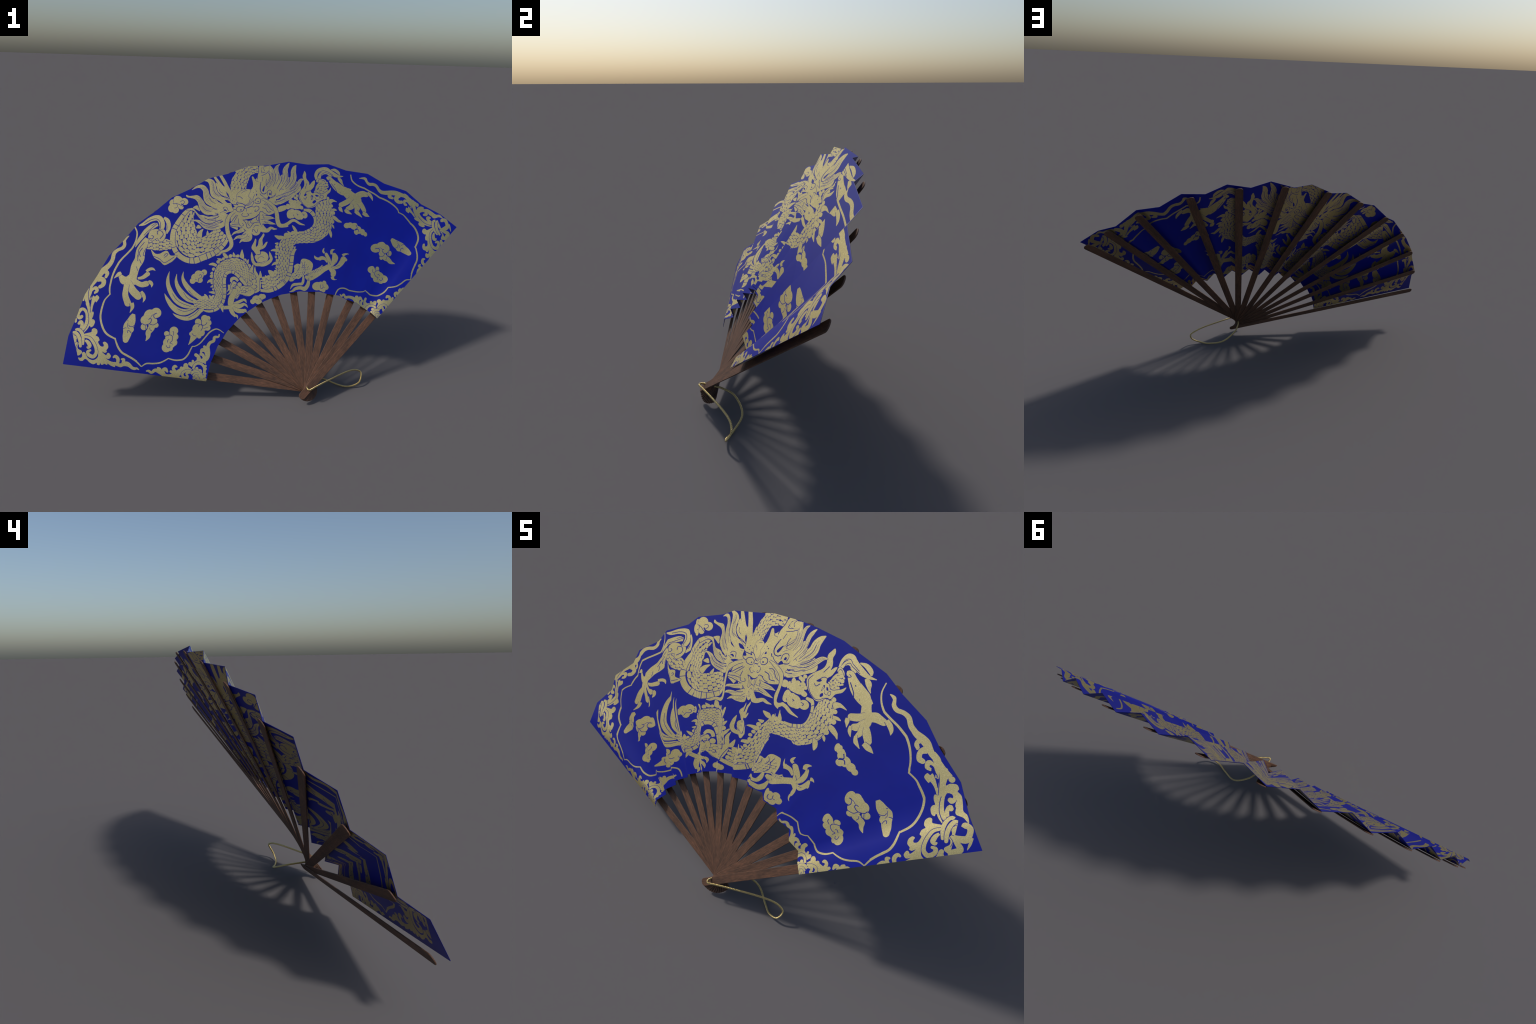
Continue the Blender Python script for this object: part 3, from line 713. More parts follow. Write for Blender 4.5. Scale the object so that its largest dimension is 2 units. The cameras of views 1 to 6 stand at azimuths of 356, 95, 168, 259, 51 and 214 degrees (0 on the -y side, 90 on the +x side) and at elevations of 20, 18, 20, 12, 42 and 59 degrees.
group('dragon_leg')
stroke([(-409, 494, 1.9), (-400, 508, 9.7), (-399, 528, 14.6)])
stroke([(-408, 479, 1.9), (-391, 493, 13.6), (-390, 518, 16), (-380, 539, 14.6), (-361, 538, 12.2)])
stroke([(-391, 541, 8.2), (-385, 558, 16.4), (-368, 563, 16.4), (-352, 550, 13.7)])
line([(-390, 503), (-391, 525), (-377, 548), (-361, 541)], 1.6)
lobes([(-372, 524, 11), (-345, 532, 12.1)])
line([(-378, 526), (-369, 530), (-367, 522), (-375, 516)], 1.6)
patch([(-359, 525), (-345, 516), (-335, 506), (-313, 523), (-291, 521), (-272, 503), (-271, 490), (-282, 481), (-297, 475), (-325, 480), (-347, 483), (-363, 493), (-367, 514)], halo=1.5)
scales([(-338, 495, 11.1), (-312, 505, 15.2), (-288, 504, 13.8)], 13.8)
line([(-318, 504), (-310, 497), (-319, 491)], 1.7)
stroke([(-368, 508, 19.5), (-375, 485, 26.8), (-386, 461, 29.2), (-389, 435, 26.8), (-384, 415, 26.8)], halo=1.2)
scales([(-352, 499, 7.9), (-358, 477, 9.3), (-367, 461, 7.9)], 10.6)
lobes([(-384, 425, 14.7)])
stroke([(-373, 436, 12.1), (-352, 443, 14.5), (-335, 451, 13.5)], round_tip=True)
stroke([(-332, 455, 10.9), (-318, 452, 12.6), (-312, 438, 1.1)], halo=1.1)
stroke([(-377, 427, 16.9), (-348, 423, 20.8), (-327, 431, 14.5)], round_tip=True, halo=1)
stroke([(-325, 432, 12.5), (-314, 426, 10.9), (-306, 415, 1.1)], halo=1.1)
stroke([(-379, 417, 14.6), (-352, 401, 20.4), (-328, 399, 19.4)], round_tip=True, halo=1)
stroke([(-325, 403, 14.4), (-318, 400, 12), (-313, 391, 1.4)], halo=1)
stroke([(-390, 414, 21.4), (-380, 391, 21.4), (-368, 377, 15)], round_tip=True, halo=1.1)
stroke([(-364, 379, 11.9), (-356, 374, 10.8), (-354, 361, 1.1)], halo=1.1)
stroke([(-392, 419, 18.6), (-414, 416, 17.5), (-425, 415, 18.6)], round_tip=True, halo=1.1)
stroke([(-425, 425, 10.5), (-434, 414, 13.1), (-432, 402, 9.5), (-429, 391, 1.1)], halo=1.1)
# --- the flaming pearl
group('flaming_pearl')
patch([(-264, 770), (-259, 761), (-261, 729), (-251, 737), (-247, 762), (-235, 779), (-226, 793), (-221, 784), (-230, 762), (-228, 738), (-230, 729), (-222, 737), (-214, 747), (-206, 748), (-215, 725), (-228, 715), (-242, 710), (-238, 698), (-242, 687), (-259, 691), (-271, 706), (-282, 717), (-282, 731), (-271, 752)])
lobes([(-232, 671, 31.7)])
lobes([(-252, 675, 15.4)])
stroke([(-197, 699, 2), (-191, 677, 12.3), (-187, 662, 13.7), (-197, 647, 17.2), (-218, 636, 17.2), (-237, 635, 14.7), (-256, 636, 12.3)], halo=1.2)
stroke([(-283, 699, 2.2), (-282, 677, 12.9), (-277, 650, 16.8), (-262, 636, 16.8), (-237, 638, 16.8)], halo=1.4)
line([(-239, 704), (-238, 692), (-245, 687), (-253, 690)], 2)
line([(-251, 664), (-245, 674), (-231, 676), (-221, 670)], 1.2)
line([(-264, 660), (-253, 651), (-232, 648), (-214, 654)], 1.2)
# --- the head: mane and horns behind, then the face, whiskers and beard
group('dragon_head')
patch([(-193, 1163), (-173, 1158), (-158, 1132), (-142, 1106), (-119, 1115), (-99, 1103), (-76, 1092), (-46, 1080), (-25, 1061), (-23, 1036), (-54, 1006), (-75, 983), (-100, 970), (-125, 958), (-148, 952), (-168, 960), (-197, 972), (-210, 1026), (-208, 1112)])
patch([(-285, 1089), (-278, 1094), (-266, 1079), (-253, 1099), (-247, 1130), (-241, 1160), (-225, 1164), (-207, 1163), (-188, 1167), (-171, 1137), (-161, 1108), (-179, 1080), (-194, 1053), (-186, 1016), (-178, 984), (-246, 954), (-284, 974), (-300, 989), (-292, 1015), (-281, 1032), (-279, 1056)])
stroke([(-133, 1173, 2.2), (-148, 1158, 15.6), (-153, 1136, 24.5), (-148, 1108, 26.7), (-150, 1085, 24.5)], halo=1.3)
hair([(-133, 1173, 2.2), (-148, 1158, 15.6), (-153, 1136, 24.5), (-148, 1108, 26.7), (-150, 1085, 24.5)], 3)
stroke([(-86, 1176, 3.1), (-97, 1159, 17.7), (-107, 1137, 24.4), (-106, 1104, 26.6), (-112, 1073, 26.6)], halo=1.3)
hair([(-86, 1176, 3.1), (-97, 1159, 17.7), (-107, 1137, 24.4), (-106, 1104, 26.6), (-112, 1073, 26.6)], 3)
stroke([(-46, 1170, 3.4), (-56, 1154, 19.6), (-63, 1130, 29.4), (-63, 1101, 34.3), (-76, 1071, 34.3), (-98, 1044, 29.4)], halo=1.5)
hair([(-46, 1170, 3.4), (-56, 1154, 19.6), (-63, 1130, 29.4), (-63, 1101, 34.3), (-76, 1071, 34.3), (-98, 1044, 29.4)], 3)
stroke([(-2, 1101, 2.5), (-20, 1092, 14.8), (-33, 1073, 19.7), (-49, 1047, 22.2), (-72, 1022, 24.6)], halo=1.5)
hair([(-2, 1101, 2.5), (-20, 1092, 14.8), (-33, 1073, 19.7), (-49, 1047, 22.2), (-72, 1022, 24.6)], 3)
stroke([(-189, 1167, 13.3), (-176, 1142, 22.1), (-171, 1114, 24.4), (-178, 1087, 24.4), (-197, 1057, 19.9), (-212, 1036, 13.3)], halo=1.3)
hair([(-189, 1167, 13.3), (-176, 1142, 22.1), (-171, 1114, 24.4), (-178, 1087, 24.4), (-197, 1057, 19.9), (-212, 1036, 13.3)], 3)
line([(-191, 1129), (-182, 1106), (-187, 1083), (-204, 1056)], 1.6)
line([(-174, 1128), (-169, 1095), (-182, 1069)], 1.3)
line([(-157, 1122), (-154, 1094), (-163, 1067), (-169, 1054)], 1.5)
line([(-142, 1121), (-142, 1093), (-155, 1064)], 1.3)
line([(-129, 1113), (-127, 1083), (-140, 1056), (-148, 1039)], 1.8)
line([(-114, 1119), (-112, 1091), (-123, 1064)], 1.3)
line([(-97, 1122), (-97, 1090), (-115, 1059), (-131, 1037)], 1.3)
line([(-85, 1098), (-89, 1071), (-108, 1045)], 1.8)
line([(-62, 1125), (-63, 1092), (-85, 1052), (-106, 1035)], 1.3)
line([(-46, 1085), (-62, 1050), (-86, 1029)], 1.7)
line([(-36, 1068), (-62, 1031), (-107, 1013), (-153, 998)], 1.5)
line([(-57, 1023), (-86, 1002), (-123, 991), (-153, 980)], 1.5)
line([(-107, 1001), (-138, 988), (-161, 969)], 1.3)
line([(-136, 1024), (-136, 1031), (-127, 1037), (-115, 1034)], 1.5)
line([(-203, 1094), (-206, 1070), (-197, 1048)], 1.5)
line([(-225, 1100), (-228, 1076)], 1.4)
gap([(-228, 1024), (-222, 1042), (-214, 1054), (-215, 1037), (-220, 1019)])
line([(-237, 1059), (-240, 1029), (-231, 1009), (-216, 1007), (-205, 1017)], 2.6)
line([(-199, 1001), (-199, 1023), (-185, 1034), (-175, 1024), (-177, 1005)], 1.8)
gap([(-189, 1007), (-187, 1019), (-181, 1017), (-181, 1008)])
line([(-195, 992), (-175, 993), (-158, 1004), (-156, 1015)], 1.6)
gap([(-200, 979), (-195, 998), (-184, 991)])
line([(-154, 984), (-141, 981), (-126, 990)], 2.7)
line([(-158, 968), (-137, 972), (-109, 984)], 1.8)
line([(-146, 955), (-126, 955), (-111, 960)], 1.8)
line([(-197, 978), (-173, 999), (-156, 1006)], 1.4)
patch([(-597, 847), (-572, 857), (-548, 856), (-527, 845), (-495, 843), (-465, 848), (-438, 862), (-420, 850), (-422, 830), (-444, 817), (-474, 811), (-503, 810), (-530, 818), (-553, 839), (-574, 849)], halo=1.8)
patch([(-619, 903), (-588, 919), (-569, 904), (-551, 887), (-530, 887), (-501, 879), (-476, 885), (-451, 885), (-433, 859), (-455, 848), (-485, 841), (-517, 843), (-540, 857), (-561, 880), (-582, 905)], halo=1.8)
patch([(-619, 988), (-602, 984), (-571, 991), (-552, 984), (-532, 960), (-519, 940), (-493, 926), (-460, 921), (-449, 925), (-443, 910), (-467, 888), (-501, 886), (-518, 889), (-542, 903), (-553, 930), (-560, 955), (-575, 970), (-597, 974), (-615, 976)], halo=1.5)
patch([(-591, 1018), (-572, 1035), (-549, 1043), (-528, 1037), (-510, 1016), (-501, 988), (-486, 970), (-465, 960), (-449, 931), (-468, 918), (-493, 930), (-515, 944), (-528, 962), (-533, 986), (-535, 1009), (-549, 1025), (-568, 1026)], halo=1.5)
patch([(-530, 1062), (-507, 1071), (-485, 1066), (-471, 1047), (-467, 1019), (-452, 993), (-425, 978), (-393, 969), (-389, 953), (-416, 937), (-447, 951), (-469, 965), (-490, 979), (-499, 1001), (-502, 1031), (-511, 1053)], halo=1.6)
patch([(-469, 1054), (-449, 1041), (-429, 1027), (-415, 1010), (-406, 991), (-393, 974), (-402, 968), (-425, 981), (-449, 996), (-465, 1017)], halo=1.4)
line([(-493, 1059), (-483, 1044), (-483, 1018), (-473, 995), (-453, 978)], 1.2)
line([(-467, 1033), (-461, 1007), (-441, 988), (-415, 982), (-396, 974)], 1.9)
line([(-453, 1023), (-447, 1007), (-433, 1000)], 1.3)
line([(-529, 960), (-512, 939), (-494, 929)], 1.3)
line([(-503, 973), (-487, 953), (-470, 942)], 1.1)
line([(-548, 913), (-528, 892), (-501, 883), (-471, 881), (-452, 886), (-452, 880), (-463, 871), (-480, 870)], 2.1)
line([(-485, 920), (-466, 912), (-452, 914), (-451, 922), (-464, 932)], 1.7)
line([(-536, 933), (-517, 913), (-490, 904)], 1.1)
line([(-473, 897), (-455, 884)], 1.5)
line([(-548, 858), (-518, 843), (-489, 844), (-460, 854), (-434, 860), (-434, 852), (-447, 844)], 2.3)
line([(-524, 871), (-499, 866), (-466, 866)], 1.1)
line([(-470, 958), (-457, 942), (-435, 934), (-413, 938)], 1.7)
line([(-414, 1008), (-408, 991), (-392, 975)], 1.9)
line([(-463, 989), (-433, 981), (-400, 976)], 1.3)
line([(-548, 845), (-522, 831), (-485, 832), (-450, 842)], 1.3)
line([(-527, 878), (-501, 863), (-465, 858)], 1.3)
line([(-517, 821), (-482, 822), (-450, 830)], 1.3)
line([(-543, 905), (-517, 890), (-479, 885)], 1.3)
hair([(-584, 978, 14.9), (-554, 970, 23.5), (-536, 939, 27.8), (-514, 914, 27.8), (-472, 903, 25.6)], 5)
hair([(-564, 1028, 12.8), (-525, 1022, 21.4), (-516, 991, 29.9), (-505, 963, 32), (-479, 940, 32)], 4)
hair([(-500, 1057, 12.8), (-483, 1026, 21.4), (-474, 995, 25.7), (-443, 971, 23.5)], 4)
hair([(-574, 853, 10.9), (-538, 841, 24.6), (-506, 825, 30.1), (-465, 828, 30.1), (-435, 839, 16.4)], 5)
hair([(-590, 907, 11), (-553, 875, 21.9), (-517, 857, 32.9), (-478, 859, 35.7), (-451, 870, 16.5)], 5)
hair([(-153, 986, 17.6), (-108, 1004, 35.2), (-62, 1043, 41), (-34, 1076, 29.3)], 5)
hair([(-143, 967, 13), (-108, 977, 18.3), (-69, 1003, 20.9)], 3)
stroke([(-445, 1099, 16.5), (-426, 1068, 18.8), (-408, 1033, 19.7), (-388, 993, 25.9), (-375, 967, 35.3)], halo=1.4)
stroke([(-476, 1085, 13.1), (-460, 1063, 16.3), (-445, 1046, 14), (-429, 1038, 2.8)], halo=1.2)
stroke([(-469, 1052, 3.7), (-447, 1036, 11.7), (-420, 1029, 18.7), (-399, 1011, 23.4)])
line([(-247, 1156), (-247, 1130), (-253, 1101), (-253, 1082)], 1.9)
line([(-228, 1153), (-231, 1126), (-220, 1125), (-188, 1145)], 1.7)
line([(-231, 1107), (-212, 1117), (-188, 1137)], 1.8)
line([(-234, 1072), (-239, 1046), (-238, 1016)], 1.9)
line([(-292, 1013), (-302, 989)], 1.4)
line([(-268, 1090), (-264, 1073), (-249, 1072)], 1.3)
line([(-255, 1092), (-253, 1084)], 1.3)
patch([(-229, 1133), (-226, 1153), (-207, 1163), (-188, 1166), (-188, 1145), (-207, 1131)], halo=0.8)
line([(-213, 1162), (-218, 1148), (-211, 1136)], 1.3)
patch([(-397, 1005), (-361, 1029), (-326, 1022), (-295, 1036), (-268, 1028), (-241, 1010), (-229, 988), (-199, 978), (-171, 955), (-148, 924), (-164, 910), (-190, 896), (-213, 892), (-227, 871), (-232, 842), (-244, 820), (-270, 813), (-282, 796), (-301, 780), (-310, 800), (-344, 803), (-368, 812), (-394, 823), (-398, 847), (-412, 842), (-434, 854), (-452, 878), (-462, 912), (-469, 953), (-442, 943), (-414, 940), (-392, 951)])
patch([(-360, 996), (-347, 1015), (-330, 1023), (-310, 1027), (-291, 1022), (-296, 1005), (-302, 989), (-288, 973), (-295, 953), (-310, 945), (-333, 954), (-354, 964)], halo=1.4)
line([(-355, 993), (-339, 988), (-330, 978)], 1.8)
line([(-336, 1008), (-323, 1017), (-309, 1020)], 1.2)
line([(-292, 975), (-299, 954), (-314, 947)], 1.4)
gap([(-423, 965), (-405, 965), (-391, 954), (-407, 950), (-417, 956)])
gap([(-418, 889), (-401, 902), (-385, 902), (-399, 889)])
gap([(-387, 948), (-371, 936), (-384, 929)])
gap([(-430, 904), (-425, 913), (-415, 910), (-415, 902), (-421, 906)])
line([(-433, 911), (-429, 923), (-415, 926), (-409, 915), (-405, 907)], 1.7)
line([(-448, 896), (-433, 899), (-418, 895)], 1.3)
line([(-384, 929), (-376, 920), (-364, 919)], 1.9)
line([(-390, 952), (-382, 947), (-359, 949), (-353, 948), (-361, 958), (-336, 956), (-317, 943), (-320, 933), (-313, 927)], 2.3)
line([(-317, 943), (-294, 945), (-283, 960), (-274, 955), (-288, 935), (-309, 929)], 1.5)
line([(-361, 930), (-363, 918), (-352, 910), (-335, 912), (-324, 920), (-322, 934), (-335, 938), (-351, 938), (-361, 930)], 2)
dots([(-337, 922, 3.8)])
line([(-270, 962), (-261, 975), (-246, 979), (-238, 967), (-244, 952), (-259, 948), (-270, 955)], 2)
dots([(-253, 959, 3.5)])
line([(-311, 912), (-309, 928), (-289, 936), (-272, 931)], 1.6)
line([(-274, 930), (-261, 936), (-250, 930), (-249, 919), (-258, 910), (-269, 909), (-265, 918)], 2)
line([(-328, 905), (-333, 895), (-323, 887), (-306, 887), (-298, 895), (-306, 901)], 1.8)
line([(-295, 900), (-282, 902)], 1.3)
line([(-328, 868), (-306, 870), (-282, 873), (-262, 881), (-247, 893)], 2.9)
line([(-247, 893), (-241, 907), (-226, 907)], 2)
gap([(-310, 869), (-295, 863), (-282, 871)])
line([(-260, 881), (-260, 867), (-249, 859), (-252, 880)], 1.6)
line([(-275, 873), (-286, 865), (-288, 853), (-277, 850), (-253, 853), (-245, 852)], 1.8)
line([(-323, 865), (-312, 853), (-305, 830), (-292, 827), (-283, 839), (-273, 850)], 1.8)
line([(-301, 864), (-301, 848), (-292, 836)], 1.6)
line([(-276, 821), (-266, 836), (-249, 834)], 1.6)
line([(-245, 889), (-245, 857), (-238, 833)], 1.6)
line([(-396, 866), (-391, 848), (-377, 869), (-362, 891)], 2)
line([(-377, 850), (-365, 871), (-355, 892)], 1.7)
gap([(-400, 843), (-395, 857), (-391, 844)])
line([(-399, 828), (-372, 838), (-348, 844)], 1.7)
line([(-348, 844), (-339, 833), (-324, 840), (-331, 851)], 1.7)
line([(-353, 873), (-351, 848)], 1.7)
line([(-396, 821), (-377, 825), (-358, 825), (-334, 824), (-310, 810)], 2)
dots([(-388, 812, 5.7), (-398, 814, 5.3)])
gap([(-371, 797), (-359, 808), (-353, 825), (-344, 820), (-349, 805)])
line([(-346, 810), (-324, 815), (-310, 800)], 1.7)
line([(-222, 949), (-204, 952), (-184, 931), (-167, 922)], 1.8)
line([(-230, 929), (-212, 927), (-200, 911), (-180, 915)], 2.3)
line([(-233, 909), (-218, 899), (-201, 897)], 2)
line([(-276, 958), (-279, 974), (-270, 997)], 1.4)
line([(-261, 1001), (-262, 990)], 2.7)
line([(-241, 1005), (-233, 994)], 2.3)
line([(-231, 997), (-219, 987), (-201, 980)], 1.8)
dots([(-383, 966, 2.1), (-376, 978, 1.9), (-372, 962, 1.9), (-364, 974, 1.9), (-260, 1015, 2.4), (-268, 1021, 1.9), (-260, 995, 3.4), (-276, 1007, 1.7)])
gap([(-311, 1030), (-311, 1048), (-301, 1067), (-284, 1074), (-280, 1047), (-287, 1025), (-300, 1027)])
stroke([(-234, 879, 22.7), (-209, 878, 22.7), (-183, 882, 15.2), (-161, 882, 1.5)], halo=1.5)
stroke([(-236, 851, 27.7), (-209, 856, 20.2), (-184, 853, 15.1), (-156, 851, 2)], halo=1.5)
stroke([(-244, 832, 30.2), (-227, 814, 30.2), (-206, 809, 20.1), (-185, 826, 14.1), (-167, 824, 11.1), (-149, 826, 2.5)], halo=1.5)
lobes([(-261, 807, 21.7)])
line([(-278, 805), (-279, 816), (-272, 816), (-259, 799), (-253, 816)], 1.6)
line([(-231, 889), (-224, 881), (-222, 869)], 1.5)
line([(-234, 828), (-232, 840), (-220, 845)], 1.3)
line([(-222, 859), (-215, 853), (-197, 851)], 1.5)
hair([(-236, 870, 20.1), (-209, 877, 22.6), (-170, 883, 12.5)], 2)
hair([(-238, 847, 22.5), (-209, 855, 20), (-174, 852, 10)], 2)
stroke([(-324, 818, 21.8), (-349, 802, 16.9), (-373, 792, 10.6), (-390, 777, 1.9)], halo=1.5)
stroke([(-305, 801, 24.2), (-330, 778, 21.8), (-359, 770, 13.6), (-379, 755, 1.9)], halo=1.5)
stroke([(-289, 795, 19.6), (-296, 773, 29.4), (-316, 761, 20.6), (-336, 756, 12.3), (-349, 740, 2)], halo=1.5)
line([(-345, 784), (-323, 789), (-310, 800)], 1.5)
line([(-301, 780), (-293, 786)], 1.4)
hair([(-310, 798, 21.9), (-345, 774, 17), (-371, 760, 9.7)], 2)
hair([(-324, 815, 21.9), (-354, 797, 14.6), (-376, 787, 9.7)], 2)
hair([(-296, 790, 24.6), (-306, 767, 24.6), (-326, 757, 17.2)], 3)
hair([(-392, 833, 29.3), (-363, 842, 36.6), (-334, 829, 36.6)], 3)
hair([(-222, 949, 32.9), (-194, 937, 40.5), (-175, 913, 30.3)], 3)
stroke([(-372, 908, 10), (-394, 887, 15), (-410, 855, 18), (-411, 819, 19), (-404, 784, 19.5), (-390, 750, 19), (-390, 725, 18), (-407, 708, 15), (-435, 698, 12), (-450, 682, 10), (-465, 674, 4)], halo=2)
stroke([(-234, 977, 4.5), (-209, 971, 13.6), (-179, 957, 16.3), (-158, 934, 18.1), (-149, 901, 19.1), (-146, 867, 20.4), (-135, 845, 20.4), (-112, 841, 18.1), (-95, 842, 15.9)], halo=1.8)
stroke([(-146, 872, 20.5), (-138, 848, 20.5), (-118, 842, 18.4), (-96, 851, 16.4), (-77, 864, 15.3), (-58, 864, 14.3), (-34, 853, 12.8), (-2, 849, 2.6)])


# ---------------------------------------------------------------- cut the leaf along the print
def cut_leaf():
    verts, edges = [], []

    def loop(o, closed=True):
        n0 = len(verts)
        verts.extend(Vector((float(x), float(y))) for x, y in o)
        n = len(o)
        edges.extend((n0 + i, n0 + (i + 1) % n) for i in range(n if closed else n - 1))

    outline = np.vstack([OUTER, INNER[::-1]]) * 1000
    loop(outline)
    for k in range(1, FOLDS - 1):
        loop(np.array([INNER[k], OUTER[k]]) * 1000, False)
    for f in (0.2, 0.4, 0.6, 0.8):
        loop((INNER + (OUTER - INNER) * f) * 1000, False)
    for o, _, _ in SHAPES:
        loop(o)
    v, _, f, *_ = delaunay_2d_cdt(verts, edges, [], 0, 1e-4)
    v = np.array([(p.x, p.y) for p in v])
    f = np.array([t for t in f if len(t) == 3])
    area = np.cross(v[f[:, 1]] - v[f[:, 0]], v[f[:, 2]] - v[f[:, 0]])
    f[area < 0] = f[area < 0][:, ::-1]
    f = f[np.abs(area) > 1e-7]
    mid = v[f].mean(1)

    def inside(o, pts):
        wind = np.zeros(len(pts), int)
        x, y = pts[:, 0], pts[:, 1]
        for (x0, y0), (x1, y1) in zip(o, np.roll(o, -1, 0)):
            up, down = (y0 <= y) & (y1 > y), (y0 > y) & (y1 <= y)
            if up.any() or down.any():
                s = (x1 - x0) * (y - y0) - (x - x0) * (y1 - y0)
                wind += (up & (s > 0)).astype(int) - (down & (s < 0)).astype(int)
        return wind != 0

    ok = inside(outline, mid)
    f, mid = f[ok], mid[ok]
    order = np.argsort(mid[:, 0])
    xs = mid[order, 0]
    owner = np.full(len(f), -1)
    for o, gold, g in SHAPES:
        lo, hi = np.searchsorted(xs, [o[:, 0].min(), o[:, 0].max()])
        cand = order[lo:hi]
        cand = cand[(mid[cand, 1] > o[:, 1].min()) & (mid[cand, 1] < o[:, 1].max())]
        if len(cand):
            owner[cand[inside(o, mid[cand])]] = g if gold else -1
    return v / 1000, f, owner


HALF_SHEET = 0.0009
flat, faces, owner = cut_leaf()
height = lift(flat)
front = to_world(flat[:, 0], flat[:, 1], height + HALF_SHEET)
back = to_world(flat[:, 0], flat[:, 1], height - HALF_SHEET)


def fold_normals():
    """The paper bends softly at its folds: a normal for both ends of every fold, from the panels beside it."""
    ends = np.stack([to_world(INNER[:, 0], INNER[:, 1], INNER_LIFT), to_world(OUTER[:, 0], OUTER[:, 1], OUTER_LIFT)])
    out = np.zeros_like(ends)
    for e in (0, 1):
        for k in range(FOLDS - 1):
            across = ends[e, k + 1] - ends[e, k]
            for j in (k, k + 1):
                c = np.cross(across, ends[1, j] - ends[0, j])
                out[e, j] += c / np.linalg.norm(c)
    return out / np.linalg.norm(out, axis=2, keepdims=True)


soft = fold_normals()
soft *= np.sign((soft @ np.array(AXIS)).sum())
soft_x, soft_y, soft_h = (lift(flat, soft[0] @ FRAME[i], soft[1] @ FRAME[i]) for i in range(3))
normal = np.outer(soft_x, FRAME[0]) + np.outer(soft_y, FRAME[1]) + np.outer(soft_h, FRAME[2])
normal /= np.linalg.norm(normal, axis=1)[:, None]
both_normals = np.vstack([normal, -normal])


def mesh_from(name, verts, faces):
    used, inv = np.unique(faces.ravel(), return_inverse=True)
    me = bpy.data.meshes.new(name)
    me.from_pydata(verts[used].tolist(), [], inv.reshape(faces.shape).tolist())
    me.polygons.foreach_set("use_smooth", [True] * len(me.polygons))
    me.update()
    me.normals_split_custom_set_from_vertices(both_normals[used].tolist())
    return me


both = np.vstack([front, back])
count = len(front)


def two_sided(f):
    return np.vstack([f, f[:, ::-1] + count])


pairs = {}
for t in faces:
    for a, b in ((t[0], t[1]), (t[1], t[2]), (t[2], t[0])):
        key = (a, b) if a < b else (b, a)
        pairs[key] = None if key in pairs else (a, b)
rim = []
for e in pairs.values():
    if e is not None:
        a, b = e
        rim += [(b, a, a + count), (b, a + count, b + count)]
leaf = link("paper_leaf", mesh_from("paper_leaf", both, np.vstack([two_sided(faces[owner < 0]), np.array(rim)])), fan, BLUE)
for g, name in enumerate(GROUPS):
    part = faces[owner == g]
    if len(part):
        link(name, mesh_from(name, both, two_sided(part)), leaf, GOLD)

# ---------------------------------------------------------------- the ribs
RIB_ANGLE = [172.35, 162.15, 151.6, 141.25, 130.95, 119.75, 109.1, 97.25, 86.0, 74.5, 61.6, 52.75, 46.0]
PIVOT = (-0.006, 0.0175)
RIB_LENGTH, HEAD, THICK = 1.172, 0.060, 0.0042


def half_width(s):
    return float(np.interp(s, [-HEAD, 0.0, 0.5, RIB_LENGTH], [0.0172, 0.0178, 0.0187, 0.0200]))


def rib_mesh():
    """A flat slat along +x, pivot at the origin, rounded at both ends, edges chamfered."""
    top = []
    for s in np.linspace(-HEAD + 0.016, RIB_LENGTH - 0.016, 24):
        top.append((s, half_width(s)))
    tip, head = [], []
    for a in np.linspace(math.pi / 2, -math.pi / 2, 13)[1:-1]:
        w = half_width(RIB_LENGTH)
        tip.append((RIB_LENGTH - 0.016 + 0.016 * math.cos(a), w * math.copysign(abs(math.sin(a)) ** 0.8, a)))
        w = half_width(-HEAD)
        head.append((-HEAD + 0.016 - 0.016 * math.cos(a), -w * math.copysign(abs(math.sin(a)) ** 0.8, a)))
    o = np.array(top + tip + [(x, -y) for x, y in top[::-1]] + head)
    n = len(o)
    d = np.roll(o, -1, 0) - np.roll(o, 1, 0)
    d /= np.linalg.norm(d, axis=1)[:, None]
    inset = o + np.c_[d[:, 1], -d[:, 0]] * 0.0010
    t, c = THICK / 2, 0.0009
    rings = [(inset, t), (o, t - c), (o, -t + c), (inset, -t)]
    verts = [(x, y, z) for r, z in rings for x, y in r]
    f = [tuple(range(n))[::-1], tuple(range(3 * n, 4 * n))]
    for k in range(3):
        for i in range(n):
            j = (i + 1) % n
            f.append((k * n + i, k * n + j, (k + 1) * n + j, (k + 1) * n + i))
    me = bpy.data.meshes.new("rib")
    me.from_pydata(verts, [], f)
    me.update()
    me.validate()
    import bmesh
    bm = bmesh.new()
    bm.from_mesh(me)
    bmesh.ops.recalc_face_normals(bm, faces=bm.faces)
    bm.to_mesh(me)
    bm.free()
    return me


slat = rib_mesh()
slat.materials.append(WOOD)
for k, angle in enumerate(RIB_ANGLE):
    near = -0.0317 + 0.0047 * k
    far = float(np.interp(k, [0, 1, 2, 8, 9, 10, 11, 12], [-.0117, -.009, -.0074, -.0027, -.0018, .0015, .004, .006]))
    a = math.radians(angle)
    along = RIGHT * math.cos(a) + UP * math.sin(a)
    x = (along * RIB_LENGTH + AXIS * (far - near)).normalized()
    y = AXIS.cross(x).normalized()
    z = x.cross(y)
    o = link("rib", slat, fan)
    o.matrix_world = Matrix.Translation(CENTRE + RIGHT * PIVOT[0] + UP * PIVOT[1] + AXIS * near) @ Matrix((x, y, z)).transposed().to_4x4()

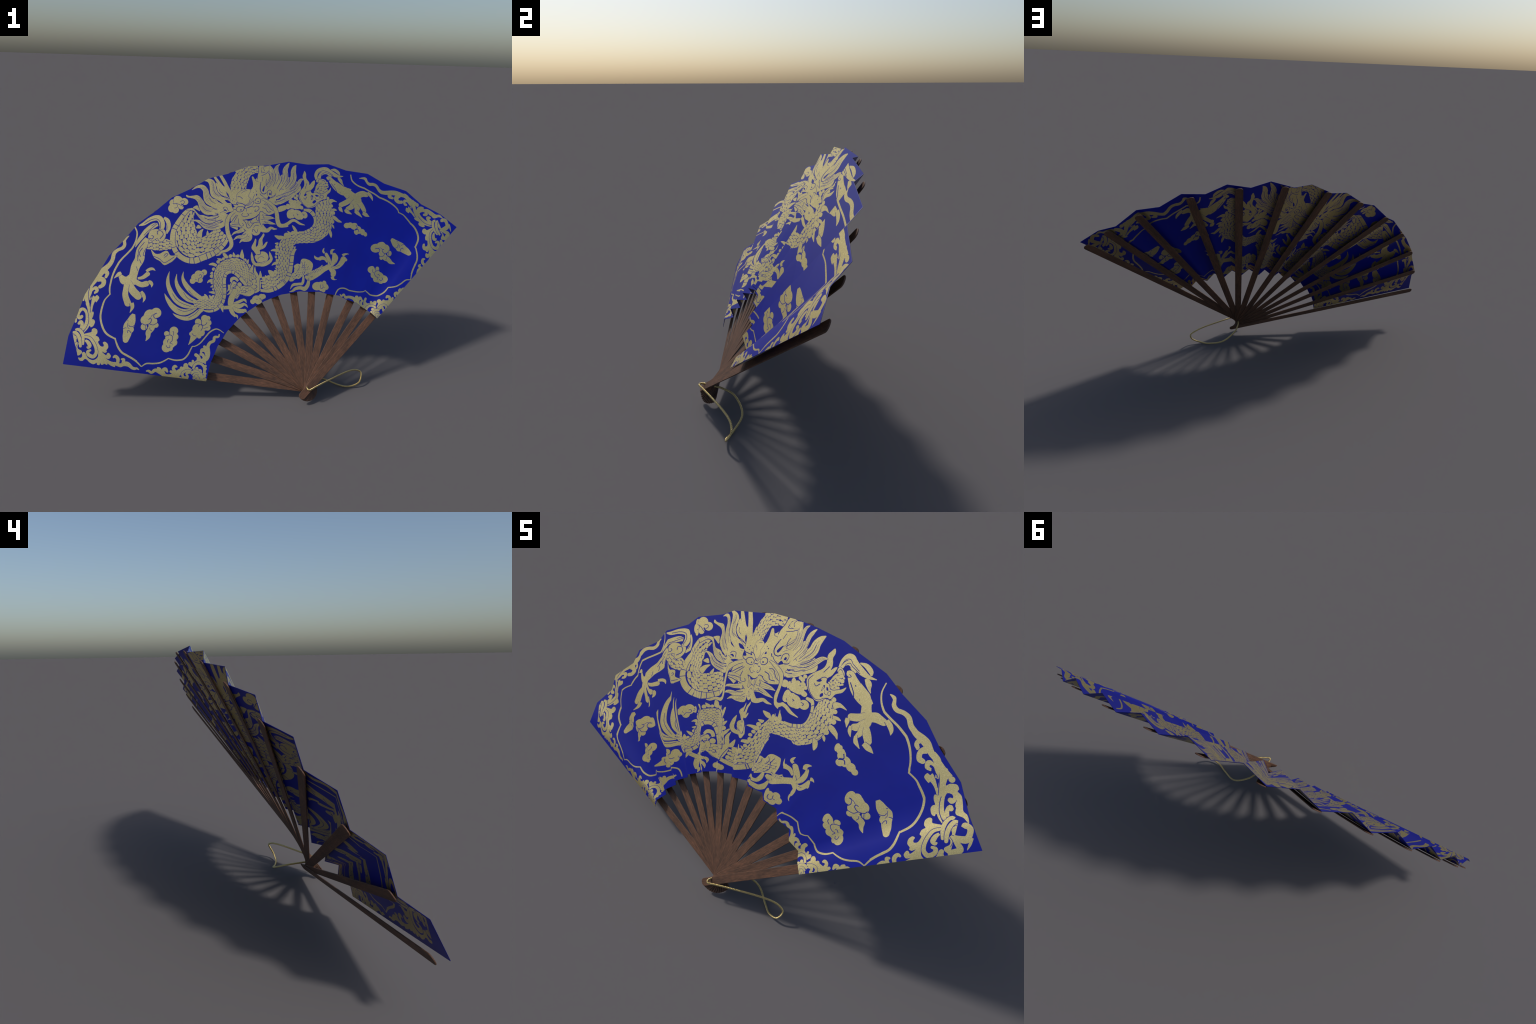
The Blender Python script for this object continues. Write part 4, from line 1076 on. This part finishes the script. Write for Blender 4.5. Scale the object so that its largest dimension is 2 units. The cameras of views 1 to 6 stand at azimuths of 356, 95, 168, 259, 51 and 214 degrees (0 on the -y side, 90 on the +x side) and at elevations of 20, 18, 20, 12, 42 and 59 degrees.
# ---------------------------------------------------------------- the cord
CORD_PATH = [(0.1615, -0.259, 0.0865), (0.158, -0.293, 0.0935), (0.160, -0.312, 0.0955), (0.1685, -0.3165, 0.0935), (0.20, -0.295, 0.0962), (0.265, -0.249, 0.1),
             (0.378, -0.173, 0.104), (0.435, -0.140, 0.0955), (0.466, -0.134, 0.0745), (0.455, -0.156, 0.032), (0.408, -0.159, 0.0085),
             (0.361, -0.143, 0.0035), (0.272, -0.117, 0.0275), (0.197, -0.158, 0.065), (0.168, -0.218, 0.082), (0.1620, -0.253, 0.0862)]


def cord_mesh():
    path = spline3(CORD_PATH, 0.0016)
    length = np.r_[0, np.cumsum(np.linalg.norm(np.diff(path, axis=0), axis=1))]
    t = np.gradient(path, axis=0)
    t /= np.linalg.norm(t, axis=1)[:, None]
    nrm = np.zeros_like(t)
    v = np.cross(t[0], (0, 0, 1))
    nrm[0] = v / np.linalg.norm(v)
    for i in range(1, len(t)):
        w = nrm[i - 1] - t[i] * (nrm[i - 1] @ t[i])
        nrm[i] = w / np.linalg.norm(w)
    bi = np.cross(t, nrm)
    verts, f = [], []
    for strand in range(3):
        phase = math.tau * strand / 3 + math.tau * length / 0.021
        c = path + 0.0026 * (nrm * np.cos(phase)[:, None] + bi * np.sin(phase)[:, None])
        n0 = len(verts)
        for i in range(len(c)):
            for j in range(7):
                a = math.tau * j / 7
                verts.append(tuple(c[i] + 0.0024 * (nrm[i] * math.cos(a) + bi[i] * math.sin(a))))
        for i in range(len(c) - 1):
            for j in range(7):
                q = n0 + i * 7
                f.append((q + j, q + (j + 1) % 7, q + 7 + (j + 1) % 7, q + 7 + j))
    me = bpy.data.meshes.new("cord_loop")
    me.from_pydata(verts, [], f)
    me.polygons.foreach_set("use_smooth", [True] * len(me.polygons))
    me.update()
    return me


def spline3(points, step):
    p = np.array(points)
    ext = np.vstack([2 * p[0] - p[1], p, 2 * p[-1] - p[-2]])
    out = []
    for i in range(len(p) - 1):
        p0, p1, p2, p3 = ext[i:i + 4]
        m = max(2, int(np.linalg.norm(p2 - p1) / step))
        d1, d2 = np.linalg.norm(p1 - p0), np.linalg.norm(p3 - p2)
        L = np.linalg.norm(p2 - p1)
        t1 = (p2 - p0) * (L / (L + d1))
        t2 = (p3 - p1) * (L / (L + d2))
        t = np.linspace(0, 1, m, endpoint=False)[:, None]
        out.append((2 * t**3 - 3 * t**2 + 1) * p1 + (t**3 - 2 * t**2 + t) * t1 + (-2 * t**3 + 3 * t**2) * p2 + (t**3 - t**2) * t2)
    return np.vstack(out + [p[-1:]])


link("cord_loop", cord_mesh(), fan, THREAD)
